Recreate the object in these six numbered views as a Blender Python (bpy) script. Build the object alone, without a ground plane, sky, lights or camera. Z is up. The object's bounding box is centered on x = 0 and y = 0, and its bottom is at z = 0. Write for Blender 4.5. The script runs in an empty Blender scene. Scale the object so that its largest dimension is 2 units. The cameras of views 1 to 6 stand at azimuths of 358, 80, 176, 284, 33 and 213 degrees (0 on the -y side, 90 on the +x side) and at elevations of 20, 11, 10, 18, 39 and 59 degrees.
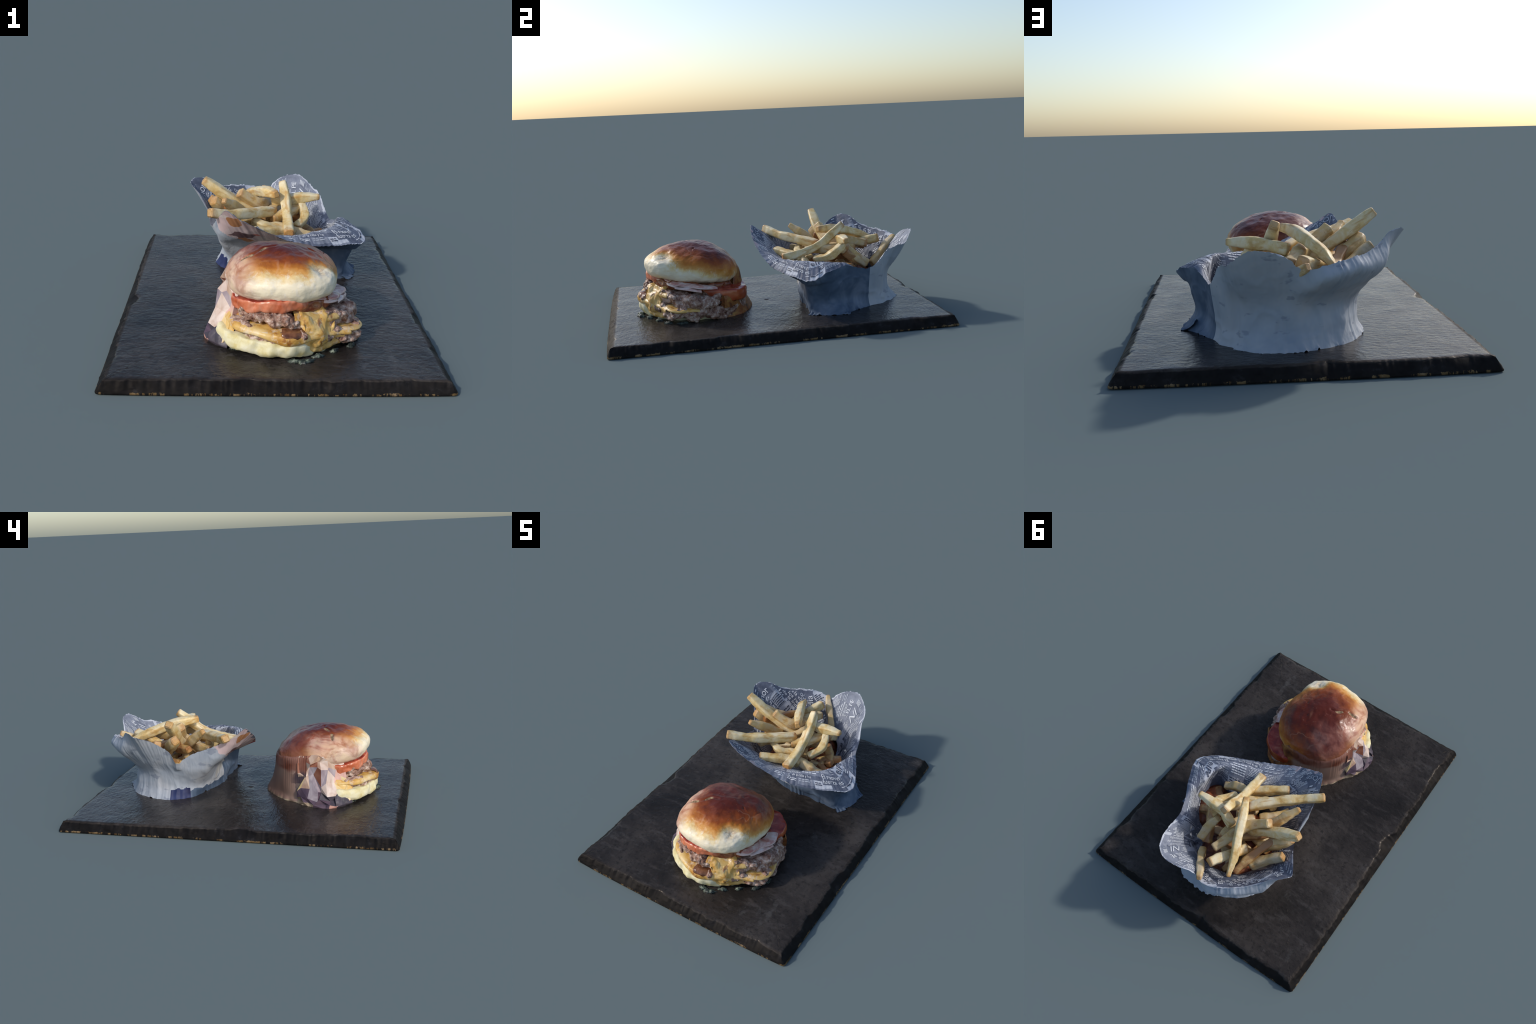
# A slate board that carries a double cheeseburger and a newspaper cone of chips.
# Frame: metres, z up, the burger towards -y, the chips towards +y.
import bpy, math, random
import numpy as np
from mathutils import Vector, Matrix

rng = random.Random(7)
ZS = 0.052                       # top of the slate
TAU = math.tau

# ------------------------------------------------------------------ noise
_perm = np.random.default_rng(11).permutation(256)
_perm = np.concatenate([_perm, _perm, _perm])
_grad = np.random.default_rng(12).normal(size=(256, 3))
_grad /= np.linalg.norm(_grad, axis=1, keepdims=True)


def perlin(p):
    p = np.asarray(p, float)
    i = np.floor(p).astype(int)
    f = p - i
    i &= 255
    w = f * f * f * (f * (f * 6 - 15) + 10)
    out = 0
    for dx in (0, 1):
        for dy in (0, 1):
            for dz in (0, 1):
                h = _perm[_perm[_perm[(i[..., 0] + dx) & 255] + ((i[..., 1] + dy) & 255)] + ((i[..., 2] + dz) & 255)]
                d = f - np.array([dx, dy, dz])
                g = (_grad[h] * d).sum(-1)
                out = out + g * (w[..., 0] if dx else 1 - w[..., 0]) * (w[..., 1] if dy else 1 - w[..., 1]) * (w[..., 2] if dz else 1 - w[..., 2])
    return out * 1.6


def fbm(p, scale, octaves=3, gain=0.5):
    p = np.asarray(p, float) * scale
    a, s = 1.0, 0
    for k in range(octaves):
        s = s + a * perlin(p + 17.3 * k)
        p = p * 2.03
        a *= gain
    return s


def lumps(p, scale, seed=0):
    """Rounded clumps: 1 in the middle of a cell, 0 in the crevices (jittered cells)."""
    p = np.asarray(p, float) * scale
    i = np.floor(p).astype(int)
    f1 = np.full(p.shape[:-1], 9.0)
    f2 = np.full(p.shape[:-1], 9.0)
    for dx in (-1, 0, 1):
        for dy in (-1, 0, 1):
            for dz in (-1, 0, 1):
                c = i + np.array([dx, dy, dz])
                h = _perm[_perm[_perm[(c[..., 0] + seed) & 255] + (c[..., 1] & 255)] + (c[..., 2] & 255)]
                q = c + 0.5 + 0.4 * _grad[h]
                d = np.linalg.norm(p - q, axis=-1)
                f2 = np.where(d < f1, f1, np.minimum(f2, d))
                f1 = np.minimum(f1, d)
    return np.clip(1 - f1, 0, 1), f2 - f1


# ------------------------------------------------------------------ curves
def spline_closed(pts, n):
    """Closed centripetal-like curve through pts, sampled evenly along its length."""
    P = np.array(pts, float)
    m = len(P)
    dense = []
    for k in range(m):
        a, b, c, d = P[k - 1], P[k], P[(k + 1) % m], P[(k + 2) % m]
        L = np.linalg.norm(c - b)
        ta = (c - a) / (np.linalg.norm(c - b) + np.linalg.norm(b - a) + 1e-9) * L
        tb = (d - b) / (np.linalg.norm(d - c) + np.linalg.norm(c - b) + 1e-9) * L
        t = np.linspace(0, 1, 24, endpoint=False)[:, None]
        dense.append((2 * t**3 - 3 * t**2 + 1) * b + (t**3 - 2 * t**2 + t) * ta + (3 * t**2 - 2 * t**3) * c + (t**3 - t**2) * tb)
    D = np.vstack(dense)
    D = np.vstack([D, D[:1]])
    L = np.concatenate([[0], np.cumsum(np.linalg.norm(np.diff(D[:, :3], axis=0), axis=1))])
    s = np.linspace(0, L[-1], n, endpoint=False)
    return np.stack([np.interp(s, L, D[:, k]) for k in range(D.shape[1])], 1), L[-1]


def spline_open(pts, n):
    P = np.array(pts, float)
    if len(P) == 2:
        t = np.linspace(0, 1, n)[:, None]
        return P[0] * (1 - t) + P[1] * t
    E = np.vstack([2 * P[0] - P[1], P, 2 * P[-1] - P[-2]])
    out = []
    for t in np.linspace(0, len(P) - 1, n):
        k = min(int(t), len(P) - 2)
        u = t - k
        a, b, c, d = E[k], E[k + 1], E[k + 2], E[k + 3]
        out.append(0.5 * (2 * b + (c - a) * u + (2 * a - 5 * b + 4 * c - d) * u * u + (3 * b - a - 3 * c + d) * u**3))
    return np.array(out)


def polar_radius(pts, centre):
    """Radius as a function of angle, from an outline's points."""
    P = np.array(pts, float) - centre
    a, r = np.arctan2(P[:, 1], P[:, 0]), np.hypot(P[:, 0], P[:, 1])
    o = np.argsort(a)
    a, r = a[o], r[o]
    a3, r3 = np.concatenate([a - TAU, a, a + TAU]), np.concatenate([r, r, r])

    def f(th):
        th = (np.asarray(th) + math.pi) % TAU - math.pi
        s = 0
        for w, d in ((1, -0.10), (2, -0.05), (3, 0), (2, 0.05), (1, 0.10)):
            s = s + w * np.interp(th + d, a3, r3)
        return s / 9
    return f


def smooth(a, b, x):
    t = np.clip((np.asarray(x, float) - a) / (b - a), 0, 1)
    return t * t * (3 - 2 * t)


# ------------------------------------------------------------------ mesh helpers
def new_object(name, verts, faces, mats, parent=None, base=(0, 0, 0), smooth_shade=True, mat_index=None, matrix=None):
    me = bpy.data.meshes.new(name)
    v = np.asarray(verts, float) - np.asarray(base, float)
    me.from_pydata(v.tolist(), [], faces if isinstance(faces, list) else faces.tolist())
    for m in mats if isinstance(mats, (list, tuple)) else [mats]:
        me.materials.append(m)
    if mat_index is not None:
        me.polygons.foreach_set("material_index", np.asarray(mat_index, np.int32))
    me.polygons.foreach_set("use_smooth", [smooth_shade] * len(me.polygons))
    me.validate()
    me.update()
    ob = bpy.data.objects.new(name, me)
    bpy.context.scene.collection.objects.link(ob)
    if parent:
        ob.parent = parent
    elif matrix is not None:
        ob.matrix_world = matrix
    else:
        ob.location = base
    return ob


def empty(name, loc, label, category):
    e = bpy.data.objects.new(name, None)
    e.location = loc
    bpy.context.scene.collection.objects.link(e)
    e["label"], e["category"] = label, category
    return e


def grid_faces(nu, nv, close_u=False, close_v=False, flip=False):
    iu = np.arange(nu if close_u else nu - 1)
    iv = np.arange(nv if close_v else nv - 1)
    a, b = np.meshgrid(iu, iv, indexing="ij")
    a, b = a.ravel(), b.ravel()
    a1, b1 = (a + 1) % nu, (b + 1) % nv
    f = np.stack([a * nv + b, a1 * nv + b, a1 * nv + b1, a * nv + b1], 1)
    return f[:, ::-1] if flip else f


def grid_normals(G, close_u):
    du = (np.roll(G, -1, 0) - np.roll(G, 1, 0)) if close_u else np.gradient(G, axis=0)
    dv = np.gradient(G, axis=1)
    n = np.cross(du, dv)
    return n / (np.linalg.norm(n, axis=-1, keepdims=True) + 1e-12)


# ------------------------------------------------------------------ material helpers
class Mat:
    def __init__(self, name, rough=0.6, spec=0.4):
        self.m = bpy.data.materials.new(name)
        self.m.use_nodes = True
        self.t = self.m.node_tree
        self.b = self.t.nodes["Principled BSDF"]
        self.b.inputs["Roughness"].default_value = rough
        self.b.inputs["Specular IOR Level"].default_value = spec
        self.tc = self.t.nodes.new("ShaderNodeTexCoord")

    def put(self, sock, v):
        if hasattr(v, "links") or isinstance(v, bpy.types.NodeSocket):
            self.t.links.new(v, sock)
        elif isinstance(v, (tuple, list)) and len(v) == 3 and sock.type == "RGBA":
            sock.default_value = (*v, 1)
        else:
            sock.default_value = v

    def obj(self, offset=(0, 0, 0), scale=(1, 1, 1), rot=(0, 0, 0)):
        n = self.t.nodes.new("ShaderNodeMapping")
        self.put(n.inputs["Vector"], self.tc.outputs["Object"])
        n.inputs["Location"].default_value = offset
        n.inputs["Scale"].default_value = scale
        n.inputs["Rotation"].default_value = rot
        return n.outputs[0]

    def math(self, op, a, b=0.0, c=0.0, clamp=False):
        n = self.t.nodes.new("ShaderNodeMath")
        n.operation, n.use_clamp = op, clamp
        for s, v in zip(n.inputs, (a, b, c)):
            self.put(s, v)
        return n.outputs[0]

    def xyz(self, vec):
        n = self.t.nodes.new("ShaderNodeSeparateXYZ")
        self.put(n.inputs[0], vec)
        return n.outputs

    def noise(self, vec, scale, detail=3, rough=0.55, distort=0.0, colour=False):
        n = self.t.nodes.new("ShaderNodeTexNoise")
        self.put(n.inputs["Vector"], vec)
        n.inputs["Scale"].default_value, n.inputs["Detail"].default_value = scale, detail
        n.inputs["Roughness"].default_value, n.inputs["Distortion"].default_value = rough, distort
        return n.outputs[1 if colour else 0]

    def voronoi(self, vec, scale, feature="F1", out="Distance", rnd=1.0):
        n = self.t.nodes.new("ShaderNodeTexVoronoi")
        n.feature = feature
        self.put(n.inputs["Vector"], vec)
        n.inputs["Scale"].default_value = scale
        n.inputs["Randomness"].default_value = rnd
        return n.outputs[out]

    def ramp(self, fac, stops, mode="LINEAR"):
        n = self.t.nodes.new("ShaderNodeValToRGB")
        r = n.color_ramp
        r.interpolation = mode
        while len(r.elements) < len(stops):
            r.elements.new(0.5)
        for e, (p, c) in zip(r.elements, stops):
            e.position, e.color = p, (*c, 1) if len(c) == 3 else c
        self.put(n.inputs[0], fac)
        return n.outputs[0]

    def mask(self, fac, lo, hi):
        n = self.t.nodes.new("ShaderNodeMapRange")
        n.interpolation_type = "SMOOTHSTEP"
        self.put(n.inputs[0], fac)
        n.inputs[1].default_value, n.inputs[2].default_value = lo, hi
        return n.outputs[0]

    def mix(self, fac, a, b, mode="MIX"):
        n = self.t.nodes.new("ShaderNodeMix")
        n.data_type, n.blend_type = "RGBA", mode
        self.put(n.inputs["Factor"], fac)
        self.put(n.inputs["A"], a)
        self.put(n.inputs["B"], b)
        return n.outputs["Result"]

    def near(self, vec, centre, radius):
        """1 at centre, falling to 0 at radius."""
        n = self.t.nodes.new("ShaderNodeVectorMath")
        n.operation = "DISTANCE"
        self.put(n.inputs[0], vec)
        n.inputs[1].default_value = centre
        return self.mask(n.outputs["Value"], radius, radius * 0.35)

    def bump(self, h, strength, dist=0.01):
        n = self.t.nodes.new("ShaderNodeBump")
        n.inputs["Strength"].default_value, n.inputs["Distance"].default_value = strength, dist
        self.put(n.inputs["Height"], h)
        self.put(self.b.inputs["Normal"], n.outputs[0])

    def colour(self, c):
        self.put(self.b.inputs["Base Color"], c)
        return self.m


# ------------------------------------------------------------------ SLATE
def build_slate():
    m = Mat("slate_stone", 0.25, 0.25)
    v = m.obj()
    n1 = m.noise(v, 2.6, 6, 0.66, 0.4)
    n2 = m.noise(m.obj(scale=(7, 20, 20), rot=(0, 0, 0.5)), 1.0, 5, 0.65)
    n3 = m.noise(v, 34, 4, 0.68)
    c = m.ramp(n1, [(0.32, (0.013, 0.0115, 0.011)), (0.5, (0.030, 0.0255, 0.0235)), (0.68, (0.056, 0.048, 0.043))])
    c = m.mix(m.math("MULTIPLY", m.mask(n2, 0.50, 0.70), 0.7), c, (0.060, 0.053, 0.050))
    c = m.mix(m.math("MULTIPLY", m.mask(n3, 0.50, 0.68), 0.7), c, (0.013, 0.0115, 0.011))
    # pale scuffs
    c = m.mix(m.math("MULTIPLY", m.mask(m.noise(m.obj(offset=(2, 5, 1), scale=(1, 0.7, 1)), 5, 5, 0.75), 0.60, 0.72), 0.45), c, (0.085, 0.082, 0.080))
    x, y, z = m.xyz(v)
    # fresh split stone on the broken rim is blacker
    rimmask = m.mask(z, 0.0535, 0.049)
    c = m.mix(m.math("MULTIPLY", rimmask, 0.85), c, m.ramp(m.noise(v, 13, 5, 0.7), [(0.35, (0.003, 0.003, 0.0035)), (0.6, (0.008, 0.008, 0.009)), (0.75, (0.030, 0.029, 0.032))]))
    # yellow-brown weathered strip on the bottom edge, broken into lengths
    along = m.noise(m.obj(scale=(13, 13, 0.01)), 1.0, 5, 0.8)
    ht = m.math("ADD", z, m.math("MULTIPLY", m.noise(m.obj(scale=(30, 30, 0.01)), 1.0, 3, 0.8), 0.018))
    strip = m.math("MULTIPLY", m.mask(ht, 0.0215, 0.0205), m.mask(along, 0.51, 0.54))
    c = m.mix(strip, c, m.ramp(m.noise(v, 26, 2), [(0.3, (0.07, 0.032, 0.010)), (0.55, (0.13, 0.085, 0.04)), (0.7, (0.22, 0.15, 0.085))]))
    ex = m.math("MAXIMUM", m.math("SUBTRACT", m.math("ABSOLUTE", x), 0.75), m.math("SUBTRACT", m.math("ABSOLUTE", y), 1.0))
    rimmask = m.math("MAXIMUM", rimmask, m.mask(ex, -0.054, -0.042))
    m.put(m.b.inputs["Roughness"], m.math("ADD", m.math("MULTIPLY", rimmask, 0.30), m.math("MULTIPLY_ADD", m.noise(v, 6, 4, 0.6), 0.30, 0.10)))
    m.put(m.b.inputs["Specular IOR Level"], m.math("MULTIPLY_ADD", rimmask, -0.17, 0.25))
    m.b.inputs["Specular Tint"].default_value = (1.0, 0.86, 0.72, 1)
    rip = m.noise(m.obj(scale=(30, 46, 20), rot=(0, 0, 0.12)), 1.0, 4, 0.55, 0.3)
    top = m.mask(z, 0.050, 0.054)
    hgt = m.math("ADD", m.math("MULTIPLY", rip, top), m.math("MULTIPLY", m.noise(v, 90, 3), 0.10))
    m.bump(hgt, 0.32, 0.012)
    mat = m.colour(c)

    hx, hy, rc = 0.749, 0.9995, 0.018
    def outline(n, ax, ay, r):
        # rounded rectangle sampled by perimeter
        pts = []
        for cx, cy, a0 in ((ax - r, -ay + r, -90), (ax - r, ay - r, 0), (-ax + r, ay - r, 90), (-ax + r, -ay + r, 180)):
            for k in range(9):
                a = math.radians(a0 + 90 * k / 8)
                pts.append((cx + r * math.cos(a), cy + r * math.sin(a)))
        P = np.array(pts + pts[:1])
        L = np.concatenate([[0], np.cumsum(np.linalg.norm(np.diff(P, axis=0), axis=1))])
        s = np.linspace(0, L[-1], n, endpoint=False)
        return np.stack([np.interp(s, L, P[:, 0]), np.interp(s, L, P[:, 1])], 1)
    n = 1400
    low = outline(n, hx, hy, rc)
    low[:, 1] *= 1 - 0.010 * np.abs(low[:, 0] / hx) ** 4
    edge3 = np.column_stack([low, np.zeros(n)])
    chip = fbm(edge3, 7, 4) * 0.013 + (np.abs(fbm(edge3 + 5, 22, 2)) - 0.2) * 0.012
    chip2 = lumps(edge3, 16)[0]
    chip += np.clip(fbm(edge3 + 8, 4.5, 3) - 0.12, 0, 1) * 0.035
    inset = 0.037 + chip
    norm = np.column_stack([low[:, 0] / hx, low[:, 1] / hy])
    big = np.sign(norm) * np.clip((np.abs(low) - np.array([hx, hy]) + 0.03) / 0.03, 0, 1)   # outward direction at the rim
    rings = []
    def ring(inw, z):
        q = low - big * inw[:, None] if np.ndim(inw) else low - big * inw
        return np.column_stack([q, z if np.ndim(z) else np.full(n, z)])
    rings.append(ring(0.012, 0.0))
    rings.append(ring(0.001, 0.0015))
    rings.append(ring(0.0, 0.006))
    for k in range(1, 13):
        u = k / 12
        q = ring(inset * u**1.15, 0.006 + (ZS - 0.0075) * u**0.92)
        w = math.sin(math.pi * u) ** 0.6 if u < 1 else 0
        d = (lumps(q, 14, 3)[0] - 0.6) * 0.010 + fbm(q * np.array([1, 1, 2.5]), 26, 3) * 0.0045
        q[:, :2] -= big * (d * w)[:, None]
        q[:, 2] = np.minimum(q[:, 2] + d * w * 0.5, ZS)
        rings.append(q)
    top0 = rings[-1]
    for k in range(1, 60):
        u = (k / 60)
        q = top0.copy()
        q[:, :2] = top0[:, :2] * (1 - u) * np.array([1, 1])
        q[:, 2] = ZS
        rings.append(q)
    G = np.stack(rings, 1)
    t = np.arange(G.shape[1])
    P = G.reshape(-1, 3)
    topm = (P[:, 2] > ZS - 0.0025)
    P[:, 2] += np.where(topm, fbm(P * np.array([1, 1, 0]), 7, 4) * 0.0012 - 0.0006, 0)
    P[:, 2] += (0.0035 * smooth(-0.6, 0.7, P[:, 1]) + 0.0035) * smooth(0.004, 0.045, P[:, 2])
    faces = grid_faces(n, G.shape[1], close_u=True).tolist()
    nv = len(P)
    P = np.vstack([P, [[0, 0, ZS - 0.0006], [0, 0, 0.0]]])
    w = G.shape[1]
    for i in range(n):
        j = (i + 1) % n
        faces.append([i * w + w - 1, j * w + w - 1, nv])
        faces.append([j * w, i * w, nv + 1])
    ob = new_object("slate_board", P, faces, mat)
    ob["label"] = "dark grey rectangular slate serving board with chipped bevelled edges"
    ob["category"] = "serving board"


# ------------------------------------------------------------------ BURGER
BC = np.array([0.05, -0.47, ZS])          # base of the burger
BUNC = np.array([0.033, -0.473])


def burger_materials():
    M = {}
    # bun crust
    m = Mat("bun_crust", 0.36, 0.22)
    v = m.obj(offset=tuple(BC))
    x, y, z = m.xyz(v)
    warp = m.math("MULTIPLY", m.math("SUBTRACT", m.noise(v, 6, 4, 0.6, 0.6), 0.5), 0.11)
    fine = m.math("MULTIPLY", m.math("SUBTRACT", m.noise(v, 30, 5, 0.7), 0.5), 0.05)
    h = m.math("ADD", z, m.math("MULTIPLY", m.math("ADD", y, 0.70), 0.27))
    h = m.math("ADD", h, m.math("ADD", warp, fine))
    h = m.math("SUBTRACT", h, m.math("MULTIPLY", m.near(v, (0.205, -0.65, 0.415), 0.10), 0.045))
    fac = m.math("DIVIDE", m.math("SUBTRACT", h, 0.340), 0.205, clamp=True)
    c = m.ramp(fac, [(0.16, (0.86, 0.76, 0.56)), (0.27, (0.78, 0.58, 0.28)), (0.38, (0.62, 0.31, 0.085)), (0.52, (0.46, 0.165, 0.026)),
                     (0.70, (0.26, 0.060, 0.012)), (0.92, (0.095, 0.016, 0.008))])
    # stretched white grain and wrinkles on the pale side, a few blisters on the crust
    grain = m.mask(m.noise(m.obj(scale=(1, 1, 0.45), rot=(0.3, 0.2, 0)), 34, 4, 0.7, 0.8), 0.52, 0.64)
    c = m.mix(m.math("MULTIPLY", m.math("MULTIPLY", grain, m.mask(fac, 0.5, 0.2)), 0.6), c, (0.84, 0.77, 0.66))
    fleck = m.mask(m.noise(v, 60, 3, 0.7), 0.66, 0.72)
    c = m.mix(m.math("MULTIPLY", fleck, 0.22), c, (0.62, 0.42, 0.28))
    # wrinkles of paler skin running down from the crown
    crk = m.mask(m.math("ABSOLUTE", m.math("SUBTRACT", m.noise(m.obj(offset=(1, 4, 0), scale=(1, 1, 1.6)), 5, 2, 0.6, 0.5), 0.5)), 0.022, 0.004)
    c = m.mix(m.math("MULTIPLY", m.math("MULTIPLY", crk, m.mask(m.noise(v, 5, 2), 0.48, 0.62)), 0.22), c, (0.60, 0.34, 0.20))
    dent = m.math("MULTIPLY", m.near(v, (0.185, -0.640, 0.425), 0.062), m.mask(m.noise(v, 34, 4, 0.75, 0.6), 0.44, 0.58))
    c = m.mix(m.math("MULTIPLY", dent, 0.5), c, (0.44, 0.25, 0.12))
    # mauve reflection smear painted into the crust colour of the left flank
    lf = m.math("MULTIPLY", m.math("MULTIPLY", m.mask(x, -0.06, -0.16), m.mask(m.math("ADD", y, warp), -0.37, -0.45)), m.mask(m.math("ADD", z, warp), 0.465, 0.42))
    c = m.mix(m.math("MULTIPLY", lf, 0.75), c, m.ramp(m.noise(m.obj(scale=(1, 1, 1.5)), 9, 3, 0.6, 1.2), [(0.35, (0.34, 0.12, 0.085)), (0.5, (0.62, 0.40, 0.31)), (0.65, (0.70, 0.50, 0.34))]))
    bl = m.math("MULTIPLY", m.mask(m.math("ADD", x, warp), 0.06, -0.08), m.mask(m.math("ADD", y, warp), -0.46, -0.36))
    c = m.mix(m.math("MULTIPLY", bl, 0.75), c, m.ramp(m.noise(v, 9, 3, 0.6, 0.8), [(0.35, (0.11, 0.025, 0.020)), (0.6, (0.22, 0.085, 0.065)), (0.75, (0.32, 0.16, 0.13))]))
    m.bump(m.math("ADD", m.noise(v, 26, 4, 0.6), m.math("MULTIPLY", m.noise(m.obj(scale=(1, 1, 3)), 8, 2), 0.9)), 0.35, 0.010)
    m.put(m.b.inputs["Coat Weight"], m.math("MULTIPLY", m.mask(fac, 0.35, 0.7), 0.14))
    m.b.inputs["Coat Roughness"].default_value = 0.20
    M["bun"] = m.colour(c)

    m = Mat("bun_slit", 0.7, 0.2)
    M["slit"] = m.colour(m.ramp(m.noise(m.obj(), 60, 3), [(0.35, (0.12, 0.07, 0.04)), (0.65, (0.40, 0.29, 0.17))]))

    m = Mat("bun_crumb", 0.7, 0.25)
    v = m.obj(offset=tuple(BC))
    c = m.ramp(m.noise(v, 16, 4, 0.6, 0.4), [(0.3, (0.62, 0.52, 0.24)), (0.5, (0.72, 0.66, 0.42)), (0.7, (0.76, 0.72, 0.56))])
    m.bump(m.noise(v, 50, 3), 0.3, 0.006)
    M["crumb"] = m.colour(c)

    m = Mat("grilled_beef", 0.36, 0.5)
    v = m.obj(offset=tuple(BC))
    n1 = m.noise(v, 34, 5, 0.7, 0.3)
    vo = m.voronoi(v, 46)
    c = m.ramp(n1, [(0.28, (0.05, 0.018, 0.010)), (0.40, (0.23, 0.105, 0.068)), (0.52, (0.43, 0.275, 0.205)), (0.64, (0.70, 0.56, 0.48))])
    red = m.mask(m.noise(v, 15, 3, 0.6), 0.52, 0.66)
    c = m.mix(m.math("MULTIPLY", red, 0.65), c, m.ramp(n1, [(0.35, (0.07, 0.018, 0.010)), (0.65, (0.26, 0.10, 0.055))]))
    c = m.mix(m.math("MULTIPLY", m.mask(m.noise(v, 75, 2, 0.5), 0.64, 0.72), 0.6), c, (0.55, 0.47, 0.45))
    m.bump(m.math("SUBTRACT", m.math("MULTIPLY", n1, 1.4), vo), 0.9, 0.012)
    M["beef"] = m.colour(c)

    m = Mat("melted_cheese", 0.38, 0.4)
    v = m.obj(offset=tuple(BC))
    c = m.ramp(m.noise(v, 11, 4, 0.6, 0.7), [(0.3, (0.42, 0.19, 0.028)), (0.46, (0.62, 0.37, 0.10)), (0.6, (0.68, 0.47, 0.18)), (0.74, (0.72, 0.58, 0.36))])
    c = m.mix(m.math("MULTIPLY", m.mask(m.noise(v, 24, 5, 0.72, 0.4), 0.54, 0.64), 0.6), c, (0.66, 0.55, 0.42))
    c = m.mix(m.math("MULTIPLY", m.mask(m.noise(m.obj(offset=(3, 1, 2)), 17, 3, 0.6, 0.5), 0.58, 0.68), 0.8), c, (0.25, 0.085, 0.022))
    m.bump(m.noise(v, 22, 4, 0.6), 0.3, 0.008)
    M["cheese"] = m.colour(c)

    m = Mat("brown_sauce", 0.12, 0.5)
    M["sauce"] = m.colour(m.ramp(m.noise(m.obj(), 30, 3), [(0.35, (0.09, 0.028, 0.010)), (0.65, (0.24, 0.10, 0.045))]))

    m = Mat("tomato_skin", 0.25, 0.5)
    v = m.obj(offset=tuple(BC))
    c = m.ramp(m.noise(v, 9, 4, 0.6, 0.4), [(0.3, (0.38, 0.065, 0.020)), (0.5, (0.60, 0.19, 0.095)), (0.68, (0.70, 0.36, 0.25))])
    M["tomato_skin"] = m.colour(c)
    m = Mat("tomato_skin_dark", 0.25, 0.5)
    M["tomato_dark"] = m.colour(m.ramp(m.noise(m.obj(offset=tuple(BC)), 9, 4, 0.6, 0.4), [(0.3, (0.26, 0.035, 0.012)), (0.55, (0.42, 0.085, 0.026)), (0.72, (0.52, 0.19, 0.07))]))
    m = Mat("tomato_flesh", 0.2, 0.5)
    v = m.obj(offset=tuple(BC))
    c = m.ramp(m.noise(v, 18, 4, 0.6, 0.6), [(0.3, (0.15, 0.012, 0.008)), (0.5, (0.33, 0.035, 0.018)), (0.72, (0.45, 0.13, 0.07))])
    M["tomato_flesh"] = m.colour(c)

    m = Mat("relish", 0.22, 0.5)
    M["relish"] = m.colour(m.ramp(m.noise(m.obj(offset=tuple(BC)), 20, 4, 0.6, 0.6), [(0.3, (0.07, 0.018, 0.008)), (0.5, (0.20, 0.050, 0.020)), (0.70, (0.38, 0.17, 0.07))]))

    m = Mat("red_onion", 0.25, 0.5)
    v = m.obj(offset=tuple(BC))
    M["onion"] = m.colour(m.ramp(m.noise(m.obj(scale=(1, 1, 5)), 14, 3, 0.6), [(0.32, (0.42, 0.16, 0.13)), (0.5, (0.60, 0.42, 0.37)), (0.68, (0.68, 0.57, 0.54))]))

    m = Mat("limp_lettuce", 0.45, 0.4)
    M["lettuce"] = m.colour(m.ramp(m.noise(m.obj(), 45, 3), [(0.35, (0.014, 0.017, 0.016)), (0.52, (0.05, 0.065, 0.055)), (0.68, (0.20, 0.24, 0.18))]))

    # flank of the burger: mixed smears of bread, sauce and filling
    m = Mat("smeared_flank", 0.5, 0.35)
    v = m.obj(offset=tuple(BC))
    x, y, z = m.xyz(v)
    wob = m.noise(v, 9, 3, 0.6, 0.0, colour=True)
    vv = m.mix(0.10, v, wob)
    cell = m.voronoi(vv, 9.5, out="Color")
    cs = m.xyz(cell)
    c1 = m.ramp(cs[0], [(0.0, (0.060, 0.042, 0.058)), (0.20, (0.24, 0.11, 0.075)), (0.36, (0.50, 0.40, 0.37)), (0.52, (0.115, 0.072, 0.082)), (0.66, (0.56, 0.42, 0.24)), (0.80, (0.36, 0.24, 0.20)), (0.92, (0.62, 0.55, 0.52))], "CONSTANT")
    c1 = m.mix(m.math("MULTIPLY", m.noise(m.obj(scale=(3, 3, 1)), 9, 3, 0.6, 1.0), 0.5), c1, m.ramp(cs[1], [(0.3, (0.10, 0.065, 0.06)), (0.7, (0.52, 0.40, 0.30))]))
    # bread-brown sheet down the back
    c2 = m.ramp(m.noise(m.obj(scale=(1, 1, 0.6)), 5, 2, 0.5), [(0.3, (0.20, 0.105, 0.075)), (0.55, (0.27, 0.165, 0.125)), (0.75, (0.34, 0.23, 0.175))])
    c = m.mix(m.mask(m.math("ADD", y, m.math("MULTIPLY", m.noise(v, 9, 2), 0.08)), -0.31, -0.27), c1, c2)
    up = m.mask(m.math("ADD", z, m.math("MULTIPLY", m.noise(v, 12, 3), 0.07)), 0.265, 0.30)
    c = m.mix(up, c, m.ramp(m.noise(v, 10, 3), [(0.35, (0.15, 0.040, 0.020)), (0.65, (0.28, 0.13, 0.095))]))
    # orange-brown where the right back runs under the tomato
    rt = m.mask(m.math("ADD", x, m.math("MULTIPLY", m.noise(v, 14, 2), 0.05)), 0.06, 0.10)
    c = m.mix(rt, c, m.ramp(m.noise(v, 16, 4, 0.65, 0.5), [(0.3, (0.05, 0.018, 0.010)), (0.5, (0.26, 0.085, 0.025)), (0.68, (0.42, 0.24, 0.06))]))
    # sandy hem where it meets the board
    hem = m.mask(m.math("ADD", z, m.math("MULTIPLY", m.noise(v, 18, 3), 0.035)), 0.084, 0.072)
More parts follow.
